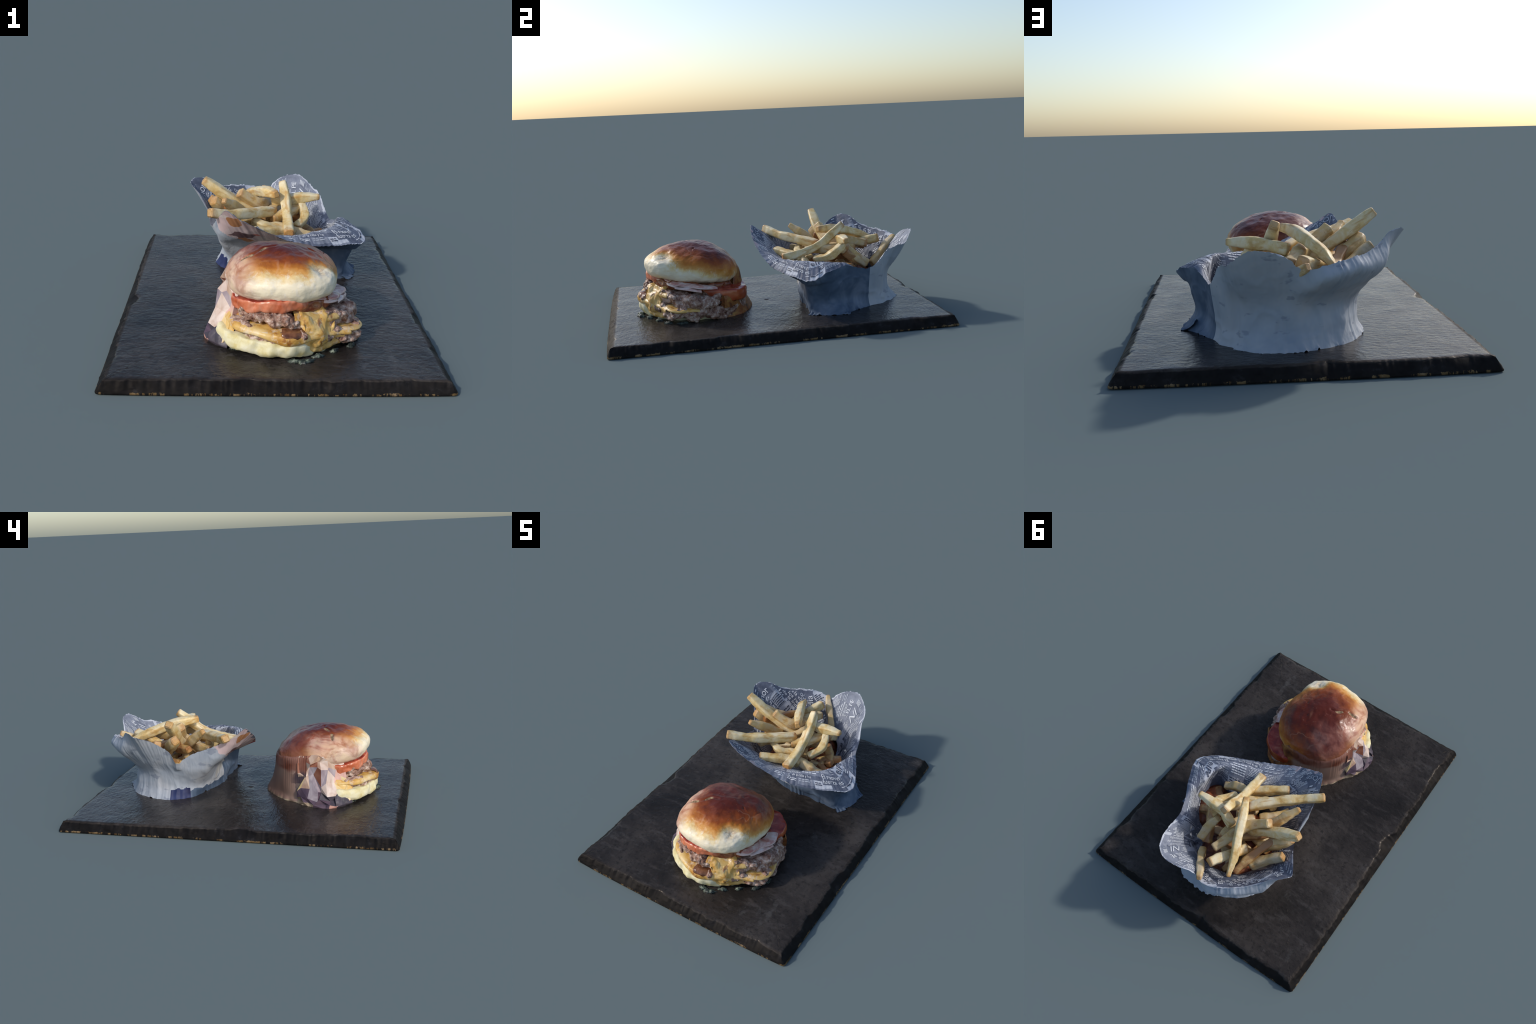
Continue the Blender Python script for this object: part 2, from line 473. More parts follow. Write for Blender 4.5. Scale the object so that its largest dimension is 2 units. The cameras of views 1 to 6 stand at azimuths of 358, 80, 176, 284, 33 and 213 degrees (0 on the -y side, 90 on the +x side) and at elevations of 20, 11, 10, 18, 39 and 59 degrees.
    c = m.mix(m.math("MULTIPLY", hem, m.math("SUBTRACT", 1.0, rt)), c, m.ramp(m.noise(v, 22, 2), [(0.4, (0.16, 0.11, 0.07)), (0.6, (0.42, 0.34, 0.22))]))
    M["flank"] = m.colour(c)
    return M


def polar_slab(name, outline, z0, z1, mat, parent, centre=BC[:2], n=220, edge=0.5, lump=0.0, lump_scale=30, tilt=(0, 0), rows=14, seed=0, wav=0.0, cap_mats=None):
    """A rounded disc with an irregular outline: bottom z0, top z1."""
    rf = polar_radius(outline, centre)
    th = np.linspace(0, TAU, n, endpoint=False)
    r = rf(th)
    mid, hh = (z0 + z1) / 2, (z1 - z0) / 2
    prof = []
    for k in range(7):
        prof.append((0.02 + 0.80 * (k / 7), -1.0))
    for k in range(rows + 1):
        a = -math.pi / 2 + math.pi * k / rows
        prof.append((None, a))
    for k in range(7):
        prof.append((0.02 + 0.80 * ((6 - k) / 7), 1.0))
    cols = []
    for f, a in prof:
        if f is None:
            rr = r - hh * edge * 2 * (1 - abs(math.cos(a)) ** 0.7)
            zz = mid + hh * np.sign(math.sin(a)) * abs(math.sin(a)) ** 0.8
        else:
            rr = (r - hh * edge * 2) * f / 0.85 if f > 0 else r * 0
            zz = mid + hh * a
        q = np.column_stack([centre[0] + rr * np.cos(th), centre[1] + rr * np.sin(th), np.full(n, 0.0) + zz])
        cols.append(q)
    G = np.stack(cols, 1)
    G[..., 2] += tilt[0] * (G[..., 0] - centre[0]) + tilt[1] * (G[..., 1] - centre[1])
    if wav:
        G[..., 2] += wav * fbm(np.dstack([G[..., 0], G[..., 1], np.full(G.shape[:2], seed * 3.1)]), 9, 2)
    N = grid_normals(G, True)
    if lump:
        L = lumps(G, lump_scale, seed)[0] - 0.5
        L2 = lumps(G, lump_scale * 2.3, seed + 5)[0] - 0.5
        d = lump * (L * 1.1 + 0.45 * L2 + 0.5 * fbm(G + seed, 14, 3) + (0.22 * (lumps(G, lump_scale * 4.6, seed + 3)[0] - 0.5) if lump > 0.02 else 0))
        w = np.ones(G.shape[1])
        w[:7] = w[-7:] = 0.5
        G = G + N * (d * w[None, :])[..., None]
    w = G.shape[1]
    P = G.reshape(-1, 3)
    faces = grid_faces(n, w, close_u=True).tolist()
    idx = None
    nv = len(P)
    P = np.vstack([P, G[:, 0].mean(0), G[:, -1].mean(0)])
    for i in range(n):
        j = (i + 1) % n
        faces.append([j * w, i * w, nv])
        faces.append([i * w + w - 1, j * w + w - 1, nv + 1])
    mats = [mat]
    if cap_mats:
        mats = [mat, cap_mats]
        col = np.arange(w - 1)
        flat = (col < 9) | (col >= w - 10)
        idx = np.concatenate([np.tile(flat.astype(int), n), np.ones(2 * n, int)])
    return new_object(name, P, faces, mats, parent, BC, mat_index=idx)


def drape(name, th0, th1, prof, mat, parent, thick=0.010, n=110, m=40, lump=0.006, seed=0):
    """A soft melted sheet: prof(theta) gives (r, z) points from the inside over the edge and down."""
    th = np.linspace(th0, th1, n)
    S = np.zeros((n, m, 3))
    for i, t in enumerate(th):
        q = spline_open(np.array(prof(t)), m)
        S[i] = np.column_stack([BC[0] + q[:, 0] * math.cos(t), BC[1] + q[:, 0] * math.sin(t), q[:, 1]])
    N = grid_normals(S, False)
    if (N[n // 2, m // 2, :2] @ np.array([math.cos(th[n // 2]), math.sin(th[n // 2])])) < 0:
        N = -N
    d = lump * (fbm(S + seed, 11, 2) * 1.3 + (lumps(S, 9, seed)[0] - 0.4) * 1.2 + 0.25 * fbm(S, 40, 2))
    u = np.linspace(0, 1, n)[:, None]
    v = np.linspace(0, 1, m)[None, :]
    bead = thick * (0.55 + 0.6 * smooth(0.55, 0.95, v)) * np.clip(np.sin(np.pi * u), 0, 1) ** 0.45 * np.sqrt(np.clip((1 - v) * 9, 0.0, 1))
    O = S + N * (d + bead)[..., None]
    I = S + N * (d - bead * 0.6)[..., None]
    P = np.vstack([O.reshape(-1, 3), I.reshape(-1, 3)])
    fo = grid_faces(n, m)
    fi = grid_faces(n, m, flip=True) + n * m
    rim = []
    def strip(ids):
        for a, b in zip(ids[:-1], ids[1:]):
            rim.append([a, b, b + n * m, a + n * m])
    strip([i * m for i in range(n)]); strip([i * m + m - 1 for i in range(n)][::-1])
    strip([j for j in range(m)][::-1]); strip([(n - 1) * m + j for j in range(m)])
    return new_object(name, P, fo.tolist() + fi.tolist() + rim, mat, parent, BC)


def build_burger():
    M = burger_materials()
    root = empty("cheeseburger", BC, "double cheeseburger with glazed bun, tomato, onion and melted cheese", "hamburger")

    # ---- top bun: squashed dome, front edge tipped up, dented and split
    n, k = 260, 150
    th = np.linspace(0, TAU, n, endpoint=False)[:, None]
    ph = np.linspace(-1, 1, k)[None, :]
    ph = math.pi / 2 * np.where(ph < 0, -np.abs(ph) ** 0.8, ph)
    cr = np.where(ph > 0, np.abs(np.cos(ph)) ** 1.0, np.abs(np.cos(ph)) ** 0.60)
    sq = (np.abs(np.cos(th)) ** 2.5 + np.abs(np.sin(th)) ** 2.5) ** (-1 / 2.5)
    s = np.sin(ph)
    thd = np.degrees(th)
    back = smooth(30, 70, thd) * (1 - smooth(185, 212, thd))
    cr = cr * (1 - 0.10 * back * np.clip(-s, 0, 1) ** 1.0)
    X = BUNC[0] + 0.258 * sq * np.cos(th) * cr
    Y = BUNC[1] + 0.284 * sq * np.sin(th) * cr
    dy = Y - BUNC[1]
    tilt = np.where(s > 0, 0.13 * (1 - 0.95 * s), 0.13)
    Z = 0.332 + np.where(s > 0, 0.149 * np.abs(s), -0.090 * np.abs(s) ** 0.75) - tilt * dy - np.where(s > 0, (0.42 * np.clip(dy, 0, 1) ** 2 + 0.22 * np.clip(-dy, 0, 1) ** 2) * smooth(0.0, 0.8, s), 0)
    G = np.stack([X, Y, Z + 0 * X], -1)
    N = grid_normals(G, True)
    d = 0.012 * fbm(G, 5.0, 3) + 0.0022 * fbm(G, 22, 3) - 0.002
    dist = np.linalg.norm(G - np.array([0.190, -0.630, 0.428]), axis=-1)
    d -= 0.014 * np.exp(-(dist / 0.046) ** 2)
    d += 0.002 * np.exp(-((dist - 0.068) / 0.025) ** 2)
    d += 0.004 * fbm(G * np.array([1, 1, 3]), 26, 2) * np.exp(-(dist / 0.09) ** 2)
    # crater ring on the right shoulder
    d2 = np.linalg.norm(G - np.array([0.175, -0.40, 0.455]), axis=-1)
    d -= 0.006 * np.exp(-((d2 - 0.06) / 0.012) ** 2) * (fbm(G, 9, 1) > -0.1)
    # baker's slit
    A, B = np.array([-0.005, -0.492, 0.49]), np.array([-0.150, -0.562, 0.415])
    t = np.clip(((G - A) @ (B - A)) / ((B - A) @ (B - A)), 0, 1)
    cut = A + t[..., None] * (B - A)
    cd = np.hypot(G[..., 0] - cut[..., 0] + 0.010 * np.sin(t * 9), G[..., 1] - cut[..., 1] - 0.006 * np.sin(t * 7))
    wdt = 0.004 + 0.008 * np.sin(np.pi * np.clip(t, 0.03, 1)) ** 0.8
    upm = (G[..., 2] > 0.36)
    slit = np.exp(-(cd / wdt) ** 2) * upm
    d -= 0.010 * slit
    d += 0.002 * np.exp(-((cd - 0.02) / 0.010) ** 2) * upm
    G = G + N * d[..., None]
    P = G.reshape(-1, 3)
    F = grid_faces(n, k, close_u=True)
    sl = slit.reshape(-1)[F].mean(1) > 0.42
    new_object("top_bun", P, F, [M["bun"], M["slit"]], root, BC, mat_index=sl.astype(int))

    # ---- layers
    low = [(0.09, -0.805), (-0.02, -0.797), (-0.10, -0.772), (-0.175, -0.735), (-0.242, -0.655), (-0.25, -0.50), (-0.20, -0.36), (-0.12, -0.24), (0.0, -0.16), (0.10, -0.15),
           (0.22, -0.21), (0.30, -0.34), (0.325, -0.45), (0.31, -0.57), (0.25, -0.655), (0.18, -0.725)]
    polar_slab("bottom_bun", low, ZS - 0.001, 0.124, M["crumb"], root, edge=0.32, lump=0.015, lump_scale=12, seed=2, tilt=(-0.05, -0.04))
    pat1 = [(0.405, -0.585), (0.385, -0.49), (0.365, -0.40), (0.34, -0.30), (0.26, -0.20), (0.10, -0.155), (-0.10, -0.22), (-0.19, -0.35), (-0.225, -0.50),
            (-0.205, -0.61), (-0.155, -0.715), (-0.035, -0.780), (0.06, -0.808), (0.14, -0.765), (0.22, -0.705), (0.29, -0.665), (0.37, -0.640)]
    polar_slab("beef_patty", pat1, 0.094, 0.160, M["beef"], root, edge=0.45, lump=0.029, lump_scale=15, seed=4, wav=0.018, n=380, rows=26, tilt=(-0.09, -0.06))
    pat2 = [(0.390, -0.515), (0.365, -0.42), (0.335, -0.33), (0.24, -0.22), (0.10, -0.17), (-0.08, -0.24), (-0.14, -0.36), (-0.165, -0.50), (-0.175, -0.60),
            (-0.150, -0.690), (-0.06, -0.755), (0.04, -0.770), (0.11, -0.735), (0.18, -0.70), (0.26, -0.655), (0.335, -0.60)]
    polar_slab("beef_patty", pat2, 0.163, 0.230, M["beef"], root, edge=0.5, lump=0.029, lump_scale=16, seed=9, wav=0.018, n=380, rows=26, tilt=(-0.10, -0.06))

    # ---- cheese: thin melted sheets that follow the tilt of the patties
    r1, r2 = polar_radius(pat1, BC[:2]), polar_radius(pat2, BC[:2])

    def z1(t, r):
        return 0.158 - 0.09 * r * math.cos(t) - 0.06 * r * math.sin(t)

    def z2(t, r):
        return 0.228 - 0.10 * r * math.cos(t) - 0.06 * r * math.sin(t)

    def slice_low(t):
        R = float(r1(t))
        z = z1(t, R)
        w = math.sin(3.1 * t + 0.6) * 0.6 + math.sin(7.3 * t) * 0.4
        hang = 0.016 + 0.024 * max(w, -0.3)
        return [(R - 0.15, z + 0.004), (R - 0.06, z + 0.004), (R - 0.010, z - 0.002), (R + 0.004, z - 0.012), (R + 0.003, z - 0.012 - hang)]
    drape("cheese_slice", math.radians(-170), math.radians(-32), slice_low, M["cheese"], root, thick=0.008, n=240, lump=0.004, seed=1)

    def slice_top(t):
        R = float(r2(t))
        z = z2(t, R)
        return [(R - 0.17, z + 0.010), (R - 0.08, z + 0.008), (R - 0.02, z + 0.002), (R + 0.001, z - 0.012), (R + 0.002, z - 0.024 - 0.012 * math.sin(5 * t))]
    drape("cheese_slice", math.radians(-84), math.radians(-36), slice_top, M["cheese"], root, thick=0.008, n=140, lump=0.004, seed=3)

    def big_drip(t):
        u = (t - math.radians(-62)) / math.radians(17)
        e = max(0.0, 1 - u * u)
        R = float(r2(t))
        z = z2(t, R)
        foot = z - 0.02 - 0.125 * e ** 0.5
        return [(R - 0.14, z + 0.014), (R - 0.05, z + 0.014), (R + 0.006 * e - 0.004, z - 0.006), (R + 0.026 * e, z - 0.045), (R + 0.014 + 0.016 * e, 0.5 * (z - 0.045 + foot)), (R + 0.024, foot)]
    drape("cheese_slice", math.radians(-79), math.radians(-45), big_drip, M["cheese"], root, thick=0.016, n=120, m=64, lump=0.015, seed=6)

    def foot_drip(t):
        u = (t - math.radians(-57)) / math.radians(22)
        e = max(0.0, 1 - u * u)
        R = float(r1(t))
        z = z1(t, R)
        return [(R - 0.06, z + 0.002), (R - 0.010, z - 0.006), (R + 0.002, z - 0.03), (R - 0.006, z - 0.05), (R - 0.016, z - 0.05 - 0.045 * e ** 0.5)]
    drape("cheese_slice", math.radians(-80), math.radians(-36), foot_drip, M["cheese"], root, thick=0.012, n=110, m=40, lump=0.010, seed=8)

    def left_drip(t):
        u = (t - math.radians(-152)) / math.radians(15)
        e = max(0.0, 1 - u * u)
        R = float(r1(t))
        return [(R - 0.08, 0.205), (R - 0.03, 0.20), (R - 0.004, 0.185), (R + 0.006, 0.15), (R + 0.010, 0.14 - 0.075 * e)]
    drape("cheese_slice", math.radians(-165), math.radians(-138), left_drip, M["cheese"], root, thick=0.008, n=70, m=40, lump=0.005, seed=12)

    # ---- brown sauce pooled between the patties in front
    def side_melt(t):
        R = float(r1(t))
        z = z1(t, R)
        return [(R - 0.10, z + 0.010), (R - 0.04, z + 0.006), (R - 0.012, z + 0.002), (R - 0.002, z - 0.010)]
    drape("cheese_slice", math.radians(-36), math.radians(2), side_melt, M["cheese"], root, thick=0.007, n=90, m=30, lump=0.004, seed=21)

    def pool(t):
        R = float(r1(t)) + 0.002
        z = z1(t, R) + 0.014
        return [(R - 0.05, z), (R - 0.012, z - 0.002), (R + 0.002, z - 0.014), (R + 0.003, z - 0.03)]
    drape("brown_sauce", math.radians(-95), math.radians(-76), pool, M["sauce"], root, thick=0.005, n=60, m=26, lump=0.004, seed=15)

    # ---- tomato
    tc = np.array([0.158, -0.315])
    to = [(tc[0] + 0.170 * math.cos(a), tc[1] + 0.166 * math.sin(a)) for a in np.linspace(0, TAU, 24, endpoint=False)]
    polar_slab("tomato_slice", to, 0.160, 0.230, M["tomato_dark"], root, centre=tc, edge=0.16, lump=0.007, lump_scale=12, tilt=(-0.04, -0.10), cap_mats=M["tomato_flesh"], seed=3)
    tc = np.array([0.005, -0.575])
    to = [(tc[0] + (0.20 if math.cos(a) < 0 else 0.165) * math.cos(a) + 0.006 * math.sin(5 * a), tc[1] + 0.180 * math.sin(a) + 0.006 * math.cos(4 * a)) for a in np.linspace(0, TAU, 24, endpoint=False)]
    polar_slab("tomato_slice", to, 0.240, 0.295, M["tomato_skin"], root, centre=tc, edge=0.3, lump=0.016, lump_scale=12, tilt=(0.06, -0.10), cap_mats=M["tomato_flesh"], seed=5)

    # ---- dark relish squeezed out under the bun
    rl = [(BUNC[0] + 0.008 + 0.228 * math.cos(a) * (abs(math.cos(a)) ** 2.5 + abs(math.sin(a)) ** 2.5) ** -0.4, BUNC[1] + 0.012 + 0.246 * math.sin(a) * (abs(math.cos(a)) ** 2.5 + abs(math.sin(a)) ** 2.5) ** -0.4) for a in np.linspace(0, TAU, 30, endpoint=False)]
    polar_slab("relish", rl, 0.216, 0.266, M["relish"], root, edge=0.35, lump=0.020, lump_scale=14, tilt=(-0.02, -0.11), seed=8, wav=0.008)

    # ---- onion slivers showing on the right, under the bun
    def sliver(off, dz, a0, a1, wdt):
        def prof(t):
            k = (math.degrees(t) + 25) / 47
            R = 0.246 + 0.044 * k + off + 0.006 * math.sin(9 * t)
            z = 0.268 - 0.030 * k + dz
            return [(R - wdt, z + 0.004), (R - wdt * 0.4, z + 0.003), (R - 0.002, z - 0.002), (R + 0.002, z - 0.012)]
        return drape("onion_slice", math.radians(a0), math.radians(a1), prof, M["onion"], root, thick=0.006, n=70, m=22, lump=0.004, seed=int(a0) + 90)
    sliver(0.002, 0.003, -58, 26, 0.06)
    sliver(0.014, -0.014, -28, 6, 0.06)
    sliver(0.004, -0.010, -50, -24, 0.06)

    # ---- back flank: a sheet running from the bun down to the board
    foot = [(0.385, -0.46), (0.345, -0.34), (0.275, -0.215), (0.10, -0.118), (-0.009, -0.119), (-0.089, -0.165), (-0.172, -0.244), (-0.240, -0.356), (-0.300, -0.47),
            (-0.318, -0.52), (-0.300, -0.575), (-0.225, -0.66), (-0.15, -0.70), (0.1, -0.8), (0.3, -0.66)]
    ff = polar_radius(foot, BC[:2])

    def bun_r(t):
        d = np.array([math.cos(t), math.sin(t)])
        best = 0.2
        for rr in np.linspace(0.15, 0.42, 136):
            q = BC[:2] + d * rr - BUNC
            if (abs(q[0]) / 0.262) ** 2.5 + (abs(q[1]) / 0.288) ** 2.5 <= 1:
                best = rr
        return best

    def flank_profile(t, rows):
        R1, R0 = bun_r(t) + 0.004, float(ff(t)) + 0.006 * float(smooth(2.6, 3.2, t))
        right = float(1 - smooth(math.radians(48), math.radians(78), t))
        zt = 0.338 - 0.13 * (R1 * math.sin(t) + 0.012) - 0.15 * right
        bk = 1 - float(smooth(math.radians(165), math.radians(195), t))
        fr = float(smooth(math.radians(184), math.radians(206), t))
        zt -= 0.085 * fr
        R1 -= 0.030 * fr
        R1 = R1 * (1 - right) + (0.345 - 0.10 * float(smooth(28, 80, math.degrees(t)))) * right
        return spline_open([(R1 - 0.012, zt + 0.022), (R1, zt), (R1 * 0.82 + R0 * 0.18, zt - 0.07 + 0.02 * right), (R1 * (0.4 + 0.1 * bk) + R0 * (0.6 - 0.1 * bk), 0.14), (R0 - 0.004 - 0.003 * bk, 0.085), (R0 + 0.004, ZS - 0.002)], rows)

    nth, rows = 190, 60
    th = np.linspace(math.radians(28), math.radians(168), nth)
    u = np.linspace(0, 1, rows)
    G = np.zeros((nth, rows, 3))
    for i, t in enumerate(th):
        q = flank_profile(t, rows)
        G[i] = np.column_stack([BC[0] + q[:, 0] * math.cos(t), BC[1] + q[:, 0] * math.sin(t), q[:, 1]])
    N = grid_normals(G, False)
    if N[100, 30] @ np.array([math.cos(th[100]), math.sin(th[100]), 0]) < 0:
        N = -N
    fold = fbm(G * np.array([1, 1, 0.6]), 6, 2) * 0.007 + np.abs(fbm(G * np.array([1, 1, 0.5]), 15, 2)) * 0.007 * smooth(0.78, 0.95, u)[None, :]
    G = G + N * (fold * smooth(0.05, 0.35, u)[None, :])[..., None]
    inner = G.copy()
    inner[..., :2] = BC[:2] + (G[..., :2] - BC[:2]) * 0.90
    P = np.vstack([G.reshape(-1, 3), inner.reshape(-1, 3)])
    nn = nth * rows
    faces = grid_faces(nth, rows, flip=True).tolist() + (grid_faces(nth, rows) + nn).tolist()
    for j in range(rows - 1):
        faces.append([j, j + 1, nn + j + 1, nn + j])
        a = (nth - 1) * rows + j
        faces.append([a + 1, a, nn + a, nn + a + 1])
    new_object("burger_flank", P, faces, M["flank"], root, BC)

    # ---- left flank: torn, faceted shards of bread, onion and wrapping
    def plain(name, c0, c1, rough=0.45):
        m = Mat(name, rough, 0.35)
        v = m.obj(offset=tuple(BC), scale=(1, 1, 0.6), rot=(0.4, 0, 0.7))
        return m.colour(m.ramp(m.noise(v, 13, 3, 0.6, 0.9), [(0.35, c0), (0.65, c1)]))
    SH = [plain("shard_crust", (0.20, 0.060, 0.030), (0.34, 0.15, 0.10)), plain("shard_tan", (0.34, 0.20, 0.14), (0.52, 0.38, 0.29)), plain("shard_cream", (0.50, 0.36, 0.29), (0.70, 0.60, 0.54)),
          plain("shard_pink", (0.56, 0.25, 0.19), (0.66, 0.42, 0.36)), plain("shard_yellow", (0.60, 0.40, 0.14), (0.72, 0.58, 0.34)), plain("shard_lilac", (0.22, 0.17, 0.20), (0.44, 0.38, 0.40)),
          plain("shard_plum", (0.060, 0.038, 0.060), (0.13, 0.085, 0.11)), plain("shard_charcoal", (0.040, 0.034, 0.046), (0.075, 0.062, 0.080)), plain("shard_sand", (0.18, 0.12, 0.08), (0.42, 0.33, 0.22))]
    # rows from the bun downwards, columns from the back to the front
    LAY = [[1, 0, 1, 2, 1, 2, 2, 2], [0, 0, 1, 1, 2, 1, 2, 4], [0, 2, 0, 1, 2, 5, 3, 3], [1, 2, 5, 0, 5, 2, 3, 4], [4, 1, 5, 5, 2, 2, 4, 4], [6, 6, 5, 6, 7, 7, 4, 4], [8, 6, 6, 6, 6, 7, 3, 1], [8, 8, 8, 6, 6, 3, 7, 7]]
    nc, nr = 9, 9
    V = np.zeros((nc, nr, 3))
    r5 = random.Random(5)
    for i in range(nc):
        for j in range(nr):
            t = math.radians(158 + 58 * (i + (r5.uniform(-0.45, 0.45) if 0 < i < nc - 1 else 0)) / (nc - 1))
            w = (j + (r5.uniform(-0.45, 0.45) if 0 < j < nr - 1 else 0)) / (nr - 1)
            q = flank_profile(t, 60)
            k = w * 59
            k0 = min(int(k), 58)
            p = q[k0] * (1 - k + k0) + q[k0 + 1] * (k - k0)
            rr = p[0] + (r5.uniform(-0.020, 0.016) if 1 < j < nr - 1 else 0.0)
            V[i, j] = (BC[0] + rr * math.cos(t), BC[1] + rr * math.sin(t), p[1])
    for i in range(nc - 1):
        for j in range(nr - 1):
            a, b, c, d = V[i, j], V[i + 1, j], V[i + 1, j + 1], V[i, j + 1]
            tilt0, thick = r5.uniform(-0.004, 0.004), 0.02
            tris = [(a, b, c), (a, c, d)] if r5.random() < 0.5 else [(a, b, d), (b, c, d)]
            # a shard is a chunky plate: its torn outer face and a smaller face inside
            ids, pts = {}, []
            for tr in tris:
                for p in tr:
                    if tuple(p) not in ids:
                        ids[tuple(p)] = len(pts)
                        pts.append(np.array(p))
            n0 = len(pts)
            ctr = sum(pts) / n0
            inn = [np.array([BC[0], BC[1], 0]) + (np.array([p[0] - BC[0], p[1] - BC[1], 0]) * 0.88) + np.array([0, 0, p[2]]) for p in pts]
            f = [[ids[tuple(p)] for p in tr] for tr in tris] + [[ids[tuple(p)] + n0 for p in tr][::-1] for tr in tris]
            loop = [ids[tuple(p)] for p in (a, b, c, d)]
            for k in range(4):
                f.append([loop[k], loop[k] + n0, loop[(k + 1) % 4] + n0, loop[(k + 1) % 4]])
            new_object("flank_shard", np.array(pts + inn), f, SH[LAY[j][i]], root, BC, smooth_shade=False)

    # ---- torn dark flap curling out at the left foot
    def flap(t):
        R = float(ff(t))
        return [(R - 0.035, 0.13), (R - 0.012, 0.10), (R + 0.002, 0.08), (R + 0.010, 0.058)]
    drape("torn_flap", math.radians(199), math.radians(219), flap, SH[7], root, thick=0.007, n=50, m=26, lump=0.010, seed=31)

    # ---- limp lettuce: ragged shreds lying on the board at the foot
    for a, r, sz in ((-77, 0.340, 0.045), (-84, 0.330, 0.035), (-64, 0.312, 0.030), (-46, 0.310, 0.026), (-140, 0.305, 0.036), (-150, 0.300, 0.03), (-16, 0.335, 0.032), (36, 0.315, 0.036), (-30, 0.340, 0.03)):
        t = math.radians(a)
        nn = 44
        ang = np.linspace(0, TAU, nn, endpoint=False)
        rad = sz * (0.55 + 0.75 * np.array([rng.random() for _ in range(nn)]) * np.where(np.arange(nn) % 2, 1, 0.15))
        c = np.array([BC[0] + r * math.cos(t), BC[1] + r * math.sin(t), ZS])
        ring = []
        for lvl, zf in ((1.0, 0.001), (1.0, 0.004), (0.7, 0.010), (0.4, 0.012), (0.1, 0.012)):
            qx, qy = lvl * rad * np.cos(ang) * 0.55, lvl * rad * np.sin(ang)
            q = np.column_stack([c[0] + qx * math.cos(t) - qy * math.sin(t), c[1] + qx * math.sin(t) + qy * math.cos(t), c[2] + zf + 0 * ang])
            q[:, 2] += 0.012 * np.clip(fbm(q, 45, 2), 0, 1) * (zf > 0.002)
            ring.append(q)
        G = np.stack(ring, 1)
        f = grid_faces(nn, 5, close_u=True).tolist() + [[i * 5 + 4 for i in range(nn)], [i * 5 for i in range(nn)][::-1]]
        new_object("lettuce_scrap", G.reshape(-1, 3), f, M["lettuce"], root, BC)


# ------------------------------------------------------------------ NEWSPAPER BASKET
NC = np.array([0.10, 0.47])
NBASE = np.array([0.10, 0.47, ZS])

# rim of the paper, anticlockwise from the front left tip; the last three numbers (if any) are the fold crest inside it
RIM = [
    (-0.226, -0.044, 0.512), (-0.170, -0.056, 0.476), (-0.112, -0.058, 0.447), (-0.010, -0.046, 0.398), (0.100, -0.020, 0.344, 0.092, 0.115, 0.330),
    (0.198, 0.006, 0.312, 0.170, 0.098, 0.343), (0.290, 0.040, 0.300, 0.235, 0.118, 0.353), (0.416, 0.095, 0.290, 0.320, 0.168, 0.361),
    (0.500, 0.150, 0.280, 0.350, 0.200, 0.363), (0.530, 0.188, 0.280, 0.362, 0.232, 0.361), (0.531, 0.222, 0.293, 0.368, 0.262, 0.357), (0.510, 0.275, 0.318, 0.373, 0.300, 0.353),
    (0.475, 0.345, 0.334, 0.382, 0.352, 0.345), (0.447, 0.400, 0.338, 0.390, 0.400, 0.338), (0.405, 0.475, 0.320), (0.390, 0.515, 0.302), (0.372, 0.570, 0.296),
    (0.362, 0.618, 0.312), (0.345, 0.665, 0.355), (0.330, 0.710, 0.395), (0.318, 0.770, 0.408), (0.292, 0.832, 0.420), (0.250, 0.872, 0.458), (0.205, 0.900, 0.480),
    (0.155, 0.905, 0.479), (0.095, 0.891, 0.464), (0.053, 0.869, 0.437), (0.010, 0.856, 0.395), (-0.038, 0.874, 0.402), (-0.100, 0.868, 0.417), (-0.180, 0.830, 0.430),
    (-0.244, 0.782, 0.438), (-0.296, 0.737, 0.453), (-0.337, 0.700, 0.478), (-0.372, 0.672, 0.507), (-0.425, 0.628, 0.516), (-0.447, 0.592, 0.505), (-0.440, 0.565, 0.495),
    (-0.402, 0.504, 0.464), (-0.361, 0.442, 0.414), (-0.340, 0.409, 0.380), (-0.326, 0.382, 0.312), (-0.314, 0.362, 0.304), (-0.303, 0.340, 0.330), (-0.288, 0.266, 0.366), (-0.286, 0.200, 0.390),
    (-0.284, 0.144, 0.411), (-0.271, 0.060, 0.444), (-0.254, 0.004, 0.480)]
NECK = [(0.455, 0.165), (0.475, 0.25), (0.440, 0.40), (0.390, 0.50), (0.345, 0.60), (0.285, 0.705), (0.185, 0.758), (0.10, 0.770), (-0.04, 0.760), (-0.182, 0.695), (-0.252, 0.59),
        (-0.275, 0.45), (-0.272, 0.30), (-0.252, 0.195), (-0.060, 0.190), (0.10, 0.218), (0.28, 0.208), (0.42, 0.155)]
WAIST = [(0.425, 0.185), (0.450, 0.28), (0.432, 0.38), (0.38, 0.48), (0.33, 0.60), (0.275, 0.70), (0.165, 0.755), (0.08, 0.766), (-0.04, 0.762), (-0.182, 0.690), (-0.242, 0.59),
         (-0.268, 0.47), (-0.246, 0.36), (-0.205, 0.285), (-0.100, 0.230), (0.0, 0.212), (0.10, 0.190), (0.25, 0.185), (0.36, 0.180)]
FOOT = [(0.467, 0.205), (0.500, 0.29), (0.508, 0.39), (0.425, 0.475), (0.36, 0.585), (0.335, 0.66), (0.25, 0.765), (0.18, 0.815), (0.09, 0.822), (-0.03, 0.815), (-0.135, 0.755),
        (-0.235, 0.668), (-0.282, 0.56), (-0.306, 0.478), (-0.280, 0.39), (-0.231, 0.315), (-0.13, 0.280), (-0.05, 0.245), (0.05, 0.205), (0.20, 0.215), (0.35, 0.200), (0.42, 0.195)]


